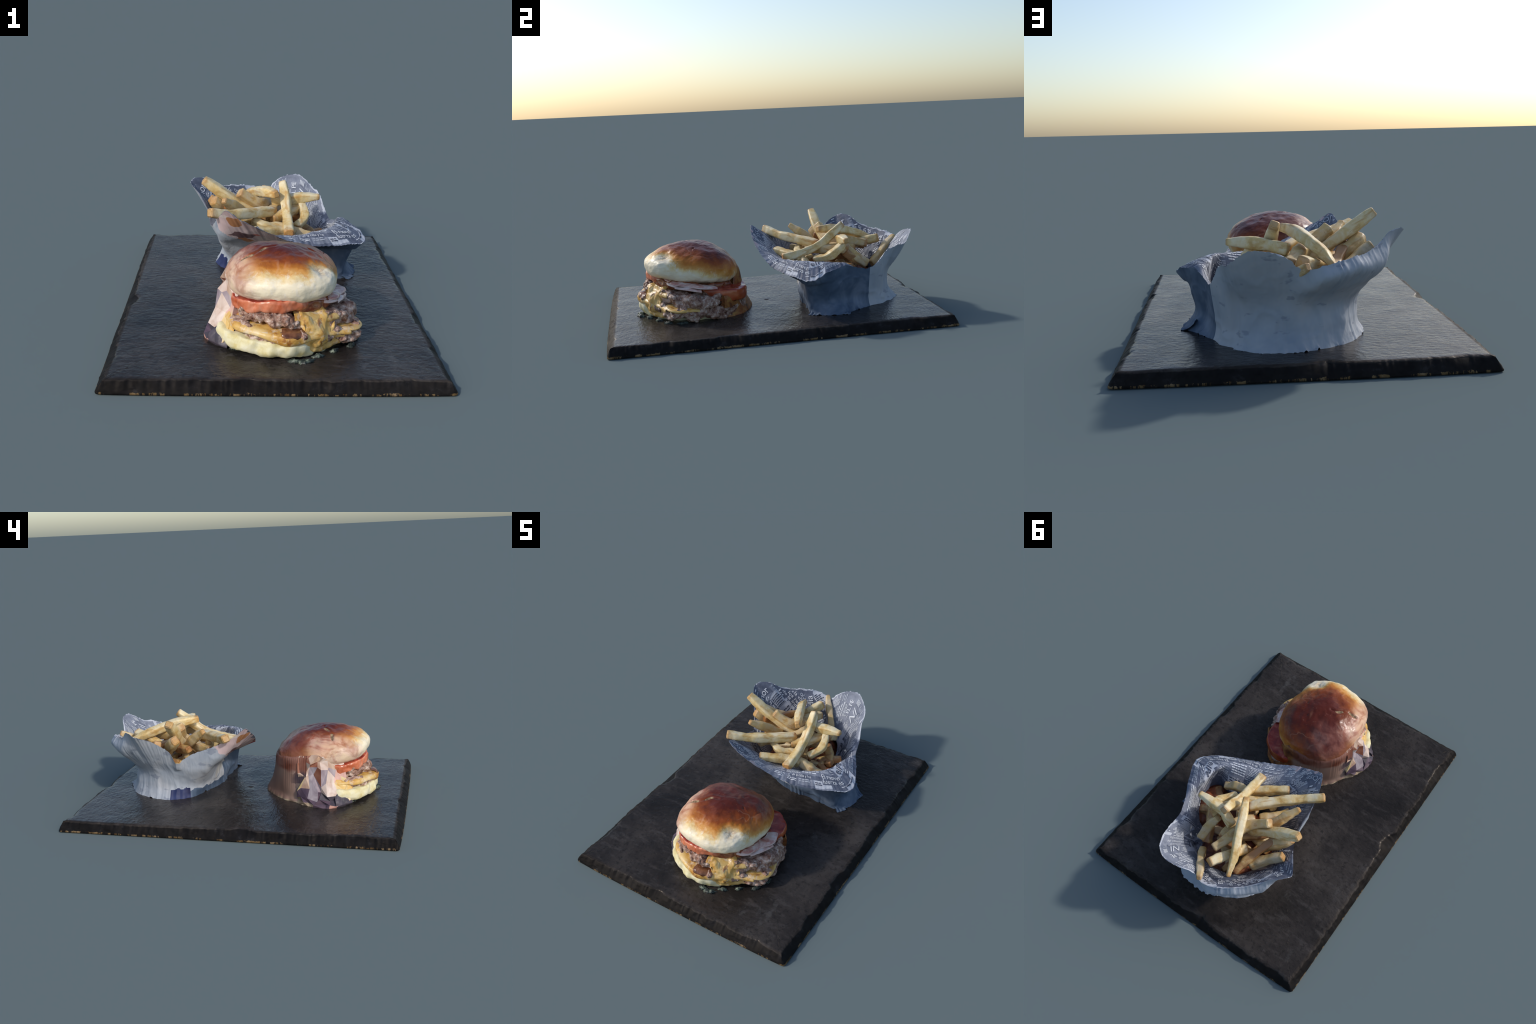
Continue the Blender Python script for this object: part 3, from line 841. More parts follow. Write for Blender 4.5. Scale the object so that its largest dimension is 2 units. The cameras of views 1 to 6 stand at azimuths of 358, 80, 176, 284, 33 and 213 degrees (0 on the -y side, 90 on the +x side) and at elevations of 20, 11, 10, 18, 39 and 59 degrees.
def paper_materials():
    M = {}
    m = Mat("plain_paper", 0.6, 0.25)
    v = m.obj(offset=tuple(NBASE))
    n = m.noise(v, 5, 4, 0.6, 0.4)
    c = m.ramp(n, [(0.3, (0.27, 0.31, 0.37)), (0.5, (0.34, 0.37, 0.42)), (0.7, (0.42, 0.43, 0.46))])
    ink = m.mask(m.noise(m.obj(offset=(4, 2, 1), scale=(1, 1, 2)), 9, 3, 0.6), 0.60, 0.66)
    c = m.mix(m.math("MULTIPLY", ink, 0.45), c, (0.13, 0.15, 0.21))
    m.bump(m.noise(m.obj(scale=(1, 1, 0.35)), 16, 3, 0.6, 0.3), 0.5, 0.012)
    M["plain"] = m.colour(c)

    m = Mat("navy_print", 0.55, 0.3)
    M["navy"] = m.colour(m.ramp(m.noise(m.obj(), 9, 2), [(0.35, (0.006, 0.009, 0.050)), (0.7, (0.030, 0.045, 0.13))]))

    m = Mat("blue_paper", 0.6, 0.25)
    M["blue"] = m.colour(m.ramp(m.noise(m.obj(), 6, 4, 0.6, 0.4), [(0.3, (0.035, 0.057, 0.098)), (0.5, (0.075, 0.108, 0.165)), (0.7, (0.16, 0.195, 0.26))]))

    # food reflections painted on the front left flap: pink, red, cream and brown
    m = Mat("reflection_painted_paper", 0.5, 0.3)
    v = m.obj(offset=tuple(NBASE))
    x, y, z = m.xyz(v)
    vv = m.mix(0.12, m.obj(scale=(0.8, 0.8, 1.3)), m.noise(v, 7, 2, 0.5, 0.0, colour=True))
    cs = m.xyz(m.voronoi(vv, 15, out="Color"))
    c = m.ramp(cs[0], [(0.0, (0.58, 0.47, 0.48)), (0.24, (0.52, 0.17, 0.14)), (0.36, (0.64, 0.56, 0.53)), (0.50, (0.13, 0.070, 0.080)), (0.60, (0.60, 0.53, 0.38)), (0.72, (0.40, 0.17, 0.06)), (0.80, (0.58, 0.44, 0.45)), (0.92, (0.42, 0.03, 0.06))], "CONSTANT")
    c = m.mix(m.math("MULTIPLY", m.noise(v, 12, 2), 0.22), c, (0.48, 0.40, 0.38))
    low = m.mask(m.math("ADD", z, m.math("MULTIPLY", m.noise(v, 6, 2), 0.10)), 0.36, 0.31)
    c = m.mix(low, c, m.ramp(m.noise(v, 7, 3, 0.6, 0.5), [(0.35, (0.22, 0.19, 0.15)), (0.6, (0.36, 0.36, 0.36))]))
    M["food_reflection"] = m.colour(c)

    def printed(name, dark, light, lo, hi, scale):
        m = Mat(name, 0.6, 0.25)
        v = m.obj()
        f = m.noise(v, scale, 4, 0.65, 0.2)
        c = m.ramp(f, [(lo, dark), (hi, light)])
        c = m.mix(m.math("MULTIPLY", m.noise(v, 5, 3), 0.12), c, (0.30, 0.33, 0.40))
        m.bump(m.noise(v, 22, 3, 0.6), 0.3, 0.006)
        M[name] = m.colour(c)
    printed("print_dark", (0.068, 0.080, 0.120), (0.130, 0.147, 0.200), 0.35, 0.65, 20)
    printed("print_mid", (0.145, 0.163, 0.212), (0.245, 0.265, 0.325), 0.35, 0.65, 20)
    printed("print_light", (0.40, 0.43, 0.50), (0.55, 0.57, 0.62), 0.35, 0.65, 14)
    printed("print_photo", (0.045, 0.052, 0.080), (0.46, 0.48, 0.53), 0.44, 0.58, 34)
    printed("print_margin", (0.46, 0.49, 0.56), (0.58, 0.60, 0.65), 0.35, 0.65, 14)
    m = Mat("ink_white", 0.6, 0.25)
    M["ink_white"] = m.colour((0.68, 0.70, 0.74))
    m = Mat("ink_grey", 0.6, 0.25)
    M["ink_grey"] = m.colour((0.44, 0.47, 0.53))
    m = Mat("ink_black", 0.6, 0.25)
    M["ink_black"] = m.colour((0.045, 0.052, 0.085))
    return M


def build_basket():
    M = paper_materials()
    root = empty("newspaper_basket", NBASE, "crumpled blue-grey newspaper sheet shaped as a basket for chips", "food wrapper")
    N = 620
    rimin = []
    for q in RIM:
        r = np.array(q[:3])
        if len(q) == 6:
            rimin.append((*q[:3], *q[3:], 1.0))
        else:
            d = NC - r[:2]
            d /= np.linalg.norm(d)
            rimin.append((*r, r[0] + d[0] * 0.010, r[1] + d[1] * 0.010, r[2] - 0.008, 0.0))
    C, SLEN = spline_closed(rimin, N)
    rim, crest, cw = C[:, :3], C[:, 3:6], np.clip(C[:, 6], 0, 1)
    # fine wave of the torn paper edge
    wob = fbm(rim, 20, 3) * 0.005 + np.abs(fbm(rim + 3, 34, 2)) * 0.010 - 0.003
    rim = rim.copy(); rim[:, 2] += wob
    ang = np.arctan2(rim[:, 1] - NC[1], rim[:, 0] - NC[0])
    rn, rw, rb = polar_radius(NECK, NC), polar_radius(WAIST, NC), polar_radius(FOOT, NC)
    D = np.column_stack([np.cos(ang), np.sin(ang)])
    ring3 = np.column_stack([D, np.zeros(N)])
    pleat = fbm(ring3, 4, 2) * 0.007 + (np.abs(fbm(ring3 + 4, 9, 1)) - 0.35) * 0.008
    hem = np.abs(fbm(ring3 + 9, 8, 2))
    def pt(r, z):
        return np.column_stack([NC + D * r[:, None], z if np.ndim(z) else np.full(N, z)])
    rN, rW, rB = rn(ang), rw(ang) + pleat * 0.6, rb(ang) + pleat * 1.3
    foot = pt(rB, ZS + 0.001 + np.clip(hem - 0.30, 0, 1) * 0.03)
    foot_mid = pt((rB * 0.55 + rW * 0.45) - 0.004, 0.088)
    waist = pt(rW, 0.140)
    neck = pt(rN, 0.235)
    deg = (np.degrees(ang) + 360) % 360
    shoulder = 0.5 * (neck + rim)
    flare = np.clip((np.linalg.norm(rim[:, :2] - NC, axis=1) - rN) / 0.2, 0, 1)
    shoulder[:, 2] -= 0.010
    shoulder[:, :2] -= D * (0.010 * flare)[:, None]
    shoulder[:, :2] += D * (0.034 * np.exp(-((deg - 230) / 15) ** 2))[:, None]
    # second, outer fold bulging below the back left corner
    bul = smooth(96, 116, deg) * (1 - smooth(150, 168, deg))
    ridge = rim + np.column_stack([D * 0.020, -0.060 - 0.03 * smooth(132, 152, deg)])
    shoulder = shoulder * (1 - bul[:, None]) + ridge * bul[:, None]
    rows = 64
    t = np.linspace(0, 1, rows)
    keys = np.stack([foot, foot_mid, waist, neck, shoulder, rim], 1)
    G = np.stack([spline_open(k, rows) for k in keys], 0)
    Nn = grid_normals(G, True)
    w = np.sin(np.pi * np.clip(t, 0, 1)) ** 0.7
    crease = fbm(G * np.array([1, 1, 0.6]), 5, 2) * 0.011 - np.clip(np.abs(fbm(G + 7, 6, 2)), 0, 0.25) * 0.02 + 0.002
    seam = np.exp(-((deg[:, None] - 55) / 5) ** 2) * -0.018 + np.exp(-((deg[:, None] + 20 - 360) / 4) ** 2) * 0.0
    G = G + Nn * ((crease * 0.8 + seam) * w[None, :])[..., None]
    # which print lies on the outside
    gc = 0.25 * (G + np.roll(G, -1, 0))[:, :-1] + 0.25 * (G + np.roll(G, -1, 0))[:, 1:]
    a = (np.degrees(np.arctan2(gc[..., 1] - NC[1], gc[..., 0] - NC[0])) + 360) % 360
    z = gc[..., 2] + 0.02 * fbm(gc, 14, 2)
    mi = np.zeros(a.shape, int)
    mi[(a > 238 - 18 * smooth(0.26, 0.42, z)) & (a < 292) & (z > 0.13 + 0.0022 * np.abs(a - 240))] = 1                # flap with painted reflections
    mi[((a > 264) | (a < 22)) & (mi == 0)] = 2                                       # blue-black side
    mi[(a > 183) & (a < 203) & (z < 0.112 + 0.001 * (a - 190))] = 3                            # navy block on the left
    mi[(a > 203) & (a < 264) & (z < 0.10) & (mi == 0)] = 2
    new_object("outer_paper", G.reshape(-1, 3), grid_faces(N, rows, close_u=True), [M["plain"], M["food_reflection"], M["blue"], M["navy"]], root, NBASE, mat_index=mi.ravel())

    # ---- lining
    step = 0.0045
    T = 84
    inr = pt(np.minimum(rN - 0.058, np.hypot(*(crest[:, :2] - NC).T) - 0.016), 0.235)
    ish = 0.5 * (inr + crest)
    ins = 0.46 * inr + 0.54 * crest - np.column_stack([D * 0.008, np.zeros(N)])
    ins = ins * (1 - bul[:, None]) + (0.5 * (inr + crest)) * bul[:, None]
    ish = ish * cw[:, None] + ins * (1 - cw[:, None])
    inw = pt(rW - 0.095, 0.145)
    flo = pt(rW - 0.17, 0.095)
    midc = 0.5 * (rim + crest)
    midc[:, 2] += 0.014 * cw
    keys = np.stack([rim, midc, crest, ish, inr, inw, flo], 1)
    L = np.zeros((N, T, 3))
    for i in range(N):
        q = spline_open(keys[i], 160)
        s = np.concatenate([[0], np.cumsum(np.linalg.norm(np.diff(q, axis=0), axis=1))])
        tt = np.minimum(np.arange(T) * step, s[-1])
        L[i] = np.stack([np.interp(tt, s, q[:, k]) for k in range(3)], 1)
    LN = grid_normals(L, True)
    cen = np.array([NC[0], NC[1], 0.55])
    flip = np.sign(((cen - L) * LN).sum(-1).mean())
    LN *= flip
    relief = fbm(L, 11, 3) * 0.004 * smooth(0, 0.03, np.arange(T) * step)[None, :]
    L = L + LN * relief[..., None]
    LN = grid_normals(L, True) * flip

    def surf(s, t, off):
        """Point on the lining at rim distance s and depth t, lifted by off."""
        s, t = np.asarray(s, float), np.asarray(t, float)
        u = (s / SLEN * N) % N
        v = np.clip(t / step, 0, T - 1.001)
        i, j = u.astype(int) % N, v.astype(int)
        fu, fv = (u - np.floor(u))[:, None], (v - j)[:, None]
        i1 = (i + 1) % N
        def bl(A):
            return (A[i, j] * (1 - fu) + A[i1, j] * fu) * (1 - fv) + (A[i, j + 1] * (1 - fu) + A[i1, j + 1] * fu) * fv
        n = bl(LN)
        return bl(L) + n / (np.linalg.norm(n, axis=1, keepdims=True) + 1e-9) * off

    # arc positions of the flaps
    def s_at(x, y):
        return float(np.argmin(np.hypot(rim[:, 0] - x, rim[:, 1] - y))) / N * SLEN
    s_front0, s_corner, s_notch, s_bn, s_bl, s_ll = s_at(-0.10, -0.06), s_at(0.53, 0.19), s_at(0.372, 0.57), s_at(0.01, 0.856), s_at(-0.44, 0.60), s_at(-0.32, 0.37)
    # (start, end, angle of the text's reading direction from +s towards +t, seed)
    flaps = [(s_front0, s_corner - 0.02, 0.05, 1), (s_corner - 0.02, s_notch, 0.0, 2), (s_notch, s_bn, -1.50, 3), (s_bn, s_bl, math.pi + 0.75, 4), (s_bl, s_ll, math.pi - 0.3, 5), (s_ll, SLEN + s_front0, 1.2, 6)]
    kinds = ["print_margin", "print_dark", "print_mid", "print_light", "print_photo"]

    def split(rect, r, out, depth=0):
        x0, y0, x1, y1 = rect
        w, h = x1 - x0, y1 - y0
        if depth > 8 or (w < 0.15 and h < 0.11) or (depth > 3 and w < 0.19 and h < 0.14 and r.random() < 0.3):
            out.append(rect)
            return
        f = 0.35 + 0.3 * r.random()
        if w / 0.13 > h / 0.08:
            split((x0, y0, x0 + w * f, y1), r, out, depth + 1); split((x0 + w * f, y0, x1, y1), r, out, depth + 1)
        else:
            split((x0, y0, x1, y0 + h * f), r, out, depth + 1); split((x0, y0 + h * f, x1, y1), r, out, depth + 1)

    fc, m, k = s_corner, 0.5 * (s_notch + s_bn), s_bn
    HEADS = [  # words, rim position, depth, reading direction, size, ink
        ("El movim", fc - 0.175, 0.078, 0.05, 0.042, "ink_white"), ("fuerza es", fc - 0.175, 0.044, 0.05, 0.042, "ink_white"), ("de la calle y los", fc - 0.40, 0.060, 0.04, 0.024, "ink_white"),
        ("elPe", fc - 0.02, 0.120, 0.10, 0.070, "ink_black"),
        ("Las victimas de", m - 0.055, 0.235, -1.55, 0.030, "ink_white"), ("de genocidio", m - 0.085, 0.215, -1.55, 0.030, "ink_white"), ("EL PE", m + 0.100, 0.170, -1.50, 0.045, "ink_white"), ("NI", m + 0.015, 0.175, -1.55, 0.085, "ink_white"),
        ("ENT", k + 0.045, 0.125, -1.45, 0.040, "ink_white"), ("dia", k + 0.145, 0.130, -1.40, 0.070, "ink_white"), ("el PP", k + 0.20, 0.135, -1.40, 0.050, "ink_grey"),
        ("la voz", k + 0.300, 0.045, 2.25, 0.040, "ink_white"), ("los refug", k + 0.345, 0.045, 2.25, 0.040, "ink_white"), ("de la inde", k + 0.390, 0.040, 2.25, 0.040, "ink_white"),
        ("enor", s_bl + 0.05, 0.155, math.pi + 0.5, 0.070, "ink_white"), ("La cr", s_ll + 0.20, 0.10, 1.3, 0.05, "ink_grey"), ("JOSE", SLEN - 0.02, 0.04, 0.3, 0.05, "ink_grey")]

    def in_heading(s, t):
        hit = np.zeros(np.shape(s), bool)
        for (word, s0, t0, an, size, ink) in HEADS:
            ds = ((s - s0 + SLEN / 2) % SLEN) - SLEN / 2
            x = ds * math.cos(an) + (t - t0) * math.sin(an)
            y = -ds * math.sin(an) + (t - t0) * math.cos(an)
            hit |= (x > -0.006) & (x < 0.56 * size * len(word) + 0.006) & (y > -0.010) & (y < size * 0.85)
        return hit

    # material per face
    sc = (np.arange(N) + 0.5) / N * SLEN
    tc = (np.arange(T - 1) + 0.5) * step
    S2, T2 = np.meshgrid(sc, tc, indexing="ij")
    mi = np.full(S2.shape, 1)
    bars = {"ink_white": [], "ink_grey": [], "ink_black": []}
    for (a0, a1, angr, seed) in flaps:
        r = random.Random(40 + seed)
        mid = 0.5 * (a0 + a1)
        ca, sa = math.cos(angr), math.sin(angr)
        rects = []
        split((-0.42, -0.42, 0.42, 0.42), r, rects)
        for rect in rects:
            x0, y0, x1, y1 = rect
            kind = r.choices(["print_dark", "print_mid", "print_light", "print_photo"], {3: [0.10, 0.72, 0.16, 0.02], 6: [0.22, 0.64, 0.12, 0.02]}.get(seed, [0.52, 0.30, 0.15, 0.03]))[0]
            ds = ((S2 - mid + SLEN / 2) % SLEN) - SLEN / 2
            A = ds * ca + (T2 - 0.10) * sa
            B = -ds * sa + (T2 - 0.10) * ca
            inside = (np.abs(ds) <= (a1 - a0) / 2) & (A >= x0) & (A < x1) & (B >= y0) & (B < y1)
            mi[inside] = kinds.index(kind)
            if kind == "print_photo":
                continue
            # rows of small print: each word a short bar
            lead = r.choice([0.0085, 0.010, 0.012, 0.016])
            ink = "ink_black" if kind == "print_light" else r.choice(["ink_white", "ink_white", "ink_grey"])
            y = y0 + 0.008
            while y < y1 - 0.008:
                x = x0 + 0.006
                if r.random() < 0.10:
                    y += lead
                    continue
                while x < x1 - 0.012:
                    wl = r.uniform(0.010, 0.034)
                    if x + wl > x1 - 0.004:
                        break
                    bars[ink].append((mid, ca, sa, x, y, wl, lead * 0.46, a0, a1))
                    x += wl + 0.004
                y += lead
            # rule along the panel
            bars["ink_white" if kind != "print_light" else "ink_black"].append((mid, ca, sa, x0 + 0.004, y0 + 0.002, x1 - x0 - 0.008, 0.0016, a0, a1))
    hit = in_heading(S2, T2)
    mi[hit] = np.where((S2 > s_notch) & (S2 < s_bn), 2, 1)[hit]
    hk = [h for h in HEADS if h[5] == "ink_black"]
    for (word, s0, t0, an, size, ink) in hk:
        ds = ((S2 - s0 + SLEN / 2) % SLEN) - SLEN / 2
        x, y = ds * math.cos(an) + (T2 - t0) * math.sin(an), -ds * math.sin(an) + (T2 - t0) * math.cos(an)
        mi[(x > -0.006) & (x < 0.56 * size * len(word)) & (y > -0.012) & (y < size * 0.85)] = 3
    marg = 0.012 + 0.010 * (0.5 + fbm(np.dstack([S2, S2 * 0, S2 * 0]), 7, 2))
    mi[(T2 < marg) & (((S2 > s_notch + 0.06) & (S2 < s_bl + 0.03)))] = 0
    new_object("newsprint_lining", L.reshape(-1, 3), grid_faces(N, T, close_u=True, flip=bool(flip < 0)), [M[k] for k in kinds], root, NBASE, mat_index=mi.ravel())

    for ink, items in bars.items():
        V, F = [], []
        for (mid, ca, sa, x, y, wl, hgt, a0, a1) in items:
            ns = max(1, int(wl / 0.012))
            xs = np.linspace(x, x + wl, ns + 1)
            xx = np.concatenate([xs, xs])
            yy = np.concatenate([np.full(ns + 1, y), np.full(ns + 1, y + hgt)])
            ds = xx * ca - yy * sa
            tt = xx * sa + yy * ca + 0.10
            if np.abs(ds).max() > (a1 - a0) / 2 or tt.min() < 0.024 or tt.max() > 0.27 or in_heading(mid + ds, tt).any():
                continue
            b = len(V)
            p = surf(mid + ds, tt, 0.0022)
            V.extend(p.tolist())
            for k in range(ns):
                F.append([b + k, b + k + 1, b + ns + 2 + k, b + ns + 1 + k])
        ob = new_object("small_print", np.array(V), F, M[ink], root, NBASE)
        ob["kind"] = "stuff"

    # ---- headings
    def heading(word, s0, t0, angr, size, ink):
        cu = bpy.data.curves.new("heading", "FONT")
        cu.body, cu.size, cu.resolution_u = word, size, 3
        tmp = bpy.data.objects.new("heading_tmp", cu)
        bpy.context.scene.collection.objects.link(tmp)
        me = bpy.data.meshes.new_from_object(tmp.evaluated_get(bpy.context.evaluated_depsgraph_get()))
        v = np.array([q.co[:2] for q in me.vertices])
        f = [list(p.vertices) for p in me.polygons]
        bpy.data.objects.remove(tmp)
        bpy.data.curves.remove(cu)
        bpy.data.meshes.remove(me)
        ca, sa = math.cos(angr), math.sin(angr)
        ss = s0 + v[:, 0] * ca - v[:, 1] * sa
        tt = t0 + v[:, 0] * sa + v[:, 1] * ca
        new_object("printed_heading", surf(ss, tt, 0.0036), f, M[ink], root, NBASE, smooth_shade=False)

    for hd in HEADS:
        heading(*hd)

    # ---- frayed tabs of paper standing out at the foot
    for (a, r0, r1, w, mat) in ((-12, 0.37, 0.415, 0.07, "blue"), (-37, 0.42, 0.455, 0.07, "blue")):
        th = math.radians(a)
        d, p = np.array([math.cos(th), math.sin(th)]), np.array([-math.sin(th), math.cos(th)])
        nu, nv = 16, 12
        G = np.zeros((nu, nv, 3))
        for i in range(nu):
            for j in range(nv):
                u, v = i / (nu - 1) - 0.5, j / (nv - 1)
                rr = r0 - 0.03 + (r1 - r0 + 0.03) * v**1.6
                q = NC + d * rr + p * (u * w * (1.2 - 0.35 * v))
                G[i, j] = (q[0], q[1], ZS + 0.004 + 0.05 * (1 - v) ** 1.6 + 0.006 * abs(math.sin(9 * u + a)) * v)
        G += (fbm(G, 30, 2) * 0.004)[..., None]
        Nn = grid_normals(G, False)
        P = np.vstack([(G + Nn * 0.002).reshape(-1, 3), (G - Nn * 0.002).reshape(-1, 3)])
        P[:, 2] = np.maximum(P[:, 2], ZS + 0.0005)
        f = grid_faces(nu, nv).tolist() + (grid_faces(nu, nv, flip=True) + nu * nv).tolist()
        o = nu * nv
        for i in range(nu - 1):
            f.append([i * nv + nv - 1, (i + 1) * nv + nv - 1, o + (i + 1) * nv + nv - 1, o + i * nv + nv - 1])
        new_object("paper_tab", P, f, M[mat], root, NBASE)

    # ---- lumpy red-brown bed in the bottom of the basket
    m = Mat("red_brown_bed", 0.35, 0.45)
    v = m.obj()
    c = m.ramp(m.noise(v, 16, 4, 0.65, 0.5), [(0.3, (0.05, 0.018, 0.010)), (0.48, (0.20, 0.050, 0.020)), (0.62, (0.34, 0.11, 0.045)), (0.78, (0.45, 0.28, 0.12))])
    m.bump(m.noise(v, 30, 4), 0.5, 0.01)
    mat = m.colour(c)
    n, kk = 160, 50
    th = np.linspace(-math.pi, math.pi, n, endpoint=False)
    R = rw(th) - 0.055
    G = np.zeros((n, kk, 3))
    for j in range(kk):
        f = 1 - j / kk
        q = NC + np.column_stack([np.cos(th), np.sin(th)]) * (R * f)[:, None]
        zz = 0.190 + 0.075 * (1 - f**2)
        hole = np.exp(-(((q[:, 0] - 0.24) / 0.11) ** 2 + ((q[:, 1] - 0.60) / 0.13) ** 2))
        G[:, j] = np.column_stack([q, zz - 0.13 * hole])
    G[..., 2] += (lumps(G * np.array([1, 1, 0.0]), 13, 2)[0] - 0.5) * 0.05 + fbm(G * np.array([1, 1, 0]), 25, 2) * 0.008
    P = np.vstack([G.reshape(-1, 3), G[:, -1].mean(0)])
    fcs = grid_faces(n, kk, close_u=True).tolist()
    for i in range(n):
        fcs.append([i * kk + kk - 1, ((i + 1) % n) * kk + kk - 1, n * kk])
    ob = new_object("red_brown_bed", P, fcs, mat, root, NBASE)
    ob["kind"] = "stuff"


# ------------------------------------------------------------------ CHIPS
def fry_material(name, brown):
    m = Mat(name, 0.42, 0.4)
    v = m.obj()
    info = m.t.nodes.new("ShaderNodeObjectInfo")
    shift = m.t.nodes.new("ShaderNodeVectorMath")
    shift.operation = "ADD"
    m.put(shift.inputs[0], v)
    comb = m.t.nodes.new("ShaderNodeCombineXYZ")
    m.put(comb.inputs[0], m.math("MULTIPLY", info.outputs["Random"], 40.0))
    m.put(shift.inputs[1], comb.outputs[0])
    vv = shift.outputs[0]
    n1 = m.noise(vv, 13, 4, 0.6, 0.4)
    c = m.ramp(n1, [(0.3, (0.52, 0.32, 0.10)), (0.47, (0.69, 0.52, 0.24)), (0.66, (0.77, 0.67, 0.45))])
    c = m.mix(m.math("MULTIPLY", m.mask(m.noise(vv, 42, 3, 0.6), 0.52, 0.7), 0.35), c, (0.76, 0.68, 0.50))
    gx = m.xyz(m.tc.outputs["Generated"])[0]
    e = m.math("ABSOLUTE", m.math("SUBTRACT", gx, 0.5))
    e = m.math("ADD", e, m.math("MULTIPLY", m.math("SUBTRACT", m.noise(vv, 30, 3), 0.5), 0.10))
    one = m.mask(m.math("ADD", m.math("MULTIPLY", gx, m.math("SUBTRACT", m.math("MULTIPLY", m.math("FRACT", m.math("MULTIPLY", info.outputs["Random"], 7.0)), 2.0), 1.0)), 0.5), 0.2, 0.9)
    c = m.mix(m.math("MULTIPLY", m.mask(e, 0.42, 0.485), m.math("ADD", 0.25, m.math("MULTIPLY", one, 0.6))), c, (0.44, 0.22, 0.06))
    c = m.mix(m.math("MULTIPLY", m.mask(e, 0.450, 0.478), m.math("MULTIPLY", one, 0.85)), c, m.ramp(m.noise(vv, 60, 3), [(0.35, (0.26, 0.095, 0.03)), (0.65, (0.48, 0.24, 0.085))]))
    # fried edge streaks
    c = m.mix(m.math("MULTIPLY", m.mask(m.noise(m.obj(scale=(2, 9, 9)), 3.5, 4, 0.65, 0.4), 0.52, 0.64), 0.7), c, (0.52, 0.29, 0.085))
    if brown:
        c = m.mix(m.math("MULTIPLY", m.mask(n1, 0.30, 0.55), brown), c, (0.27, 0.105, 0.03))
    m.bump(m.noise(vv, 40, 4, 0.6), 0.3, 0.006)
    m.b.inputs["Subsurface Weight"].default_value = 0.0
    return m.colour(c)


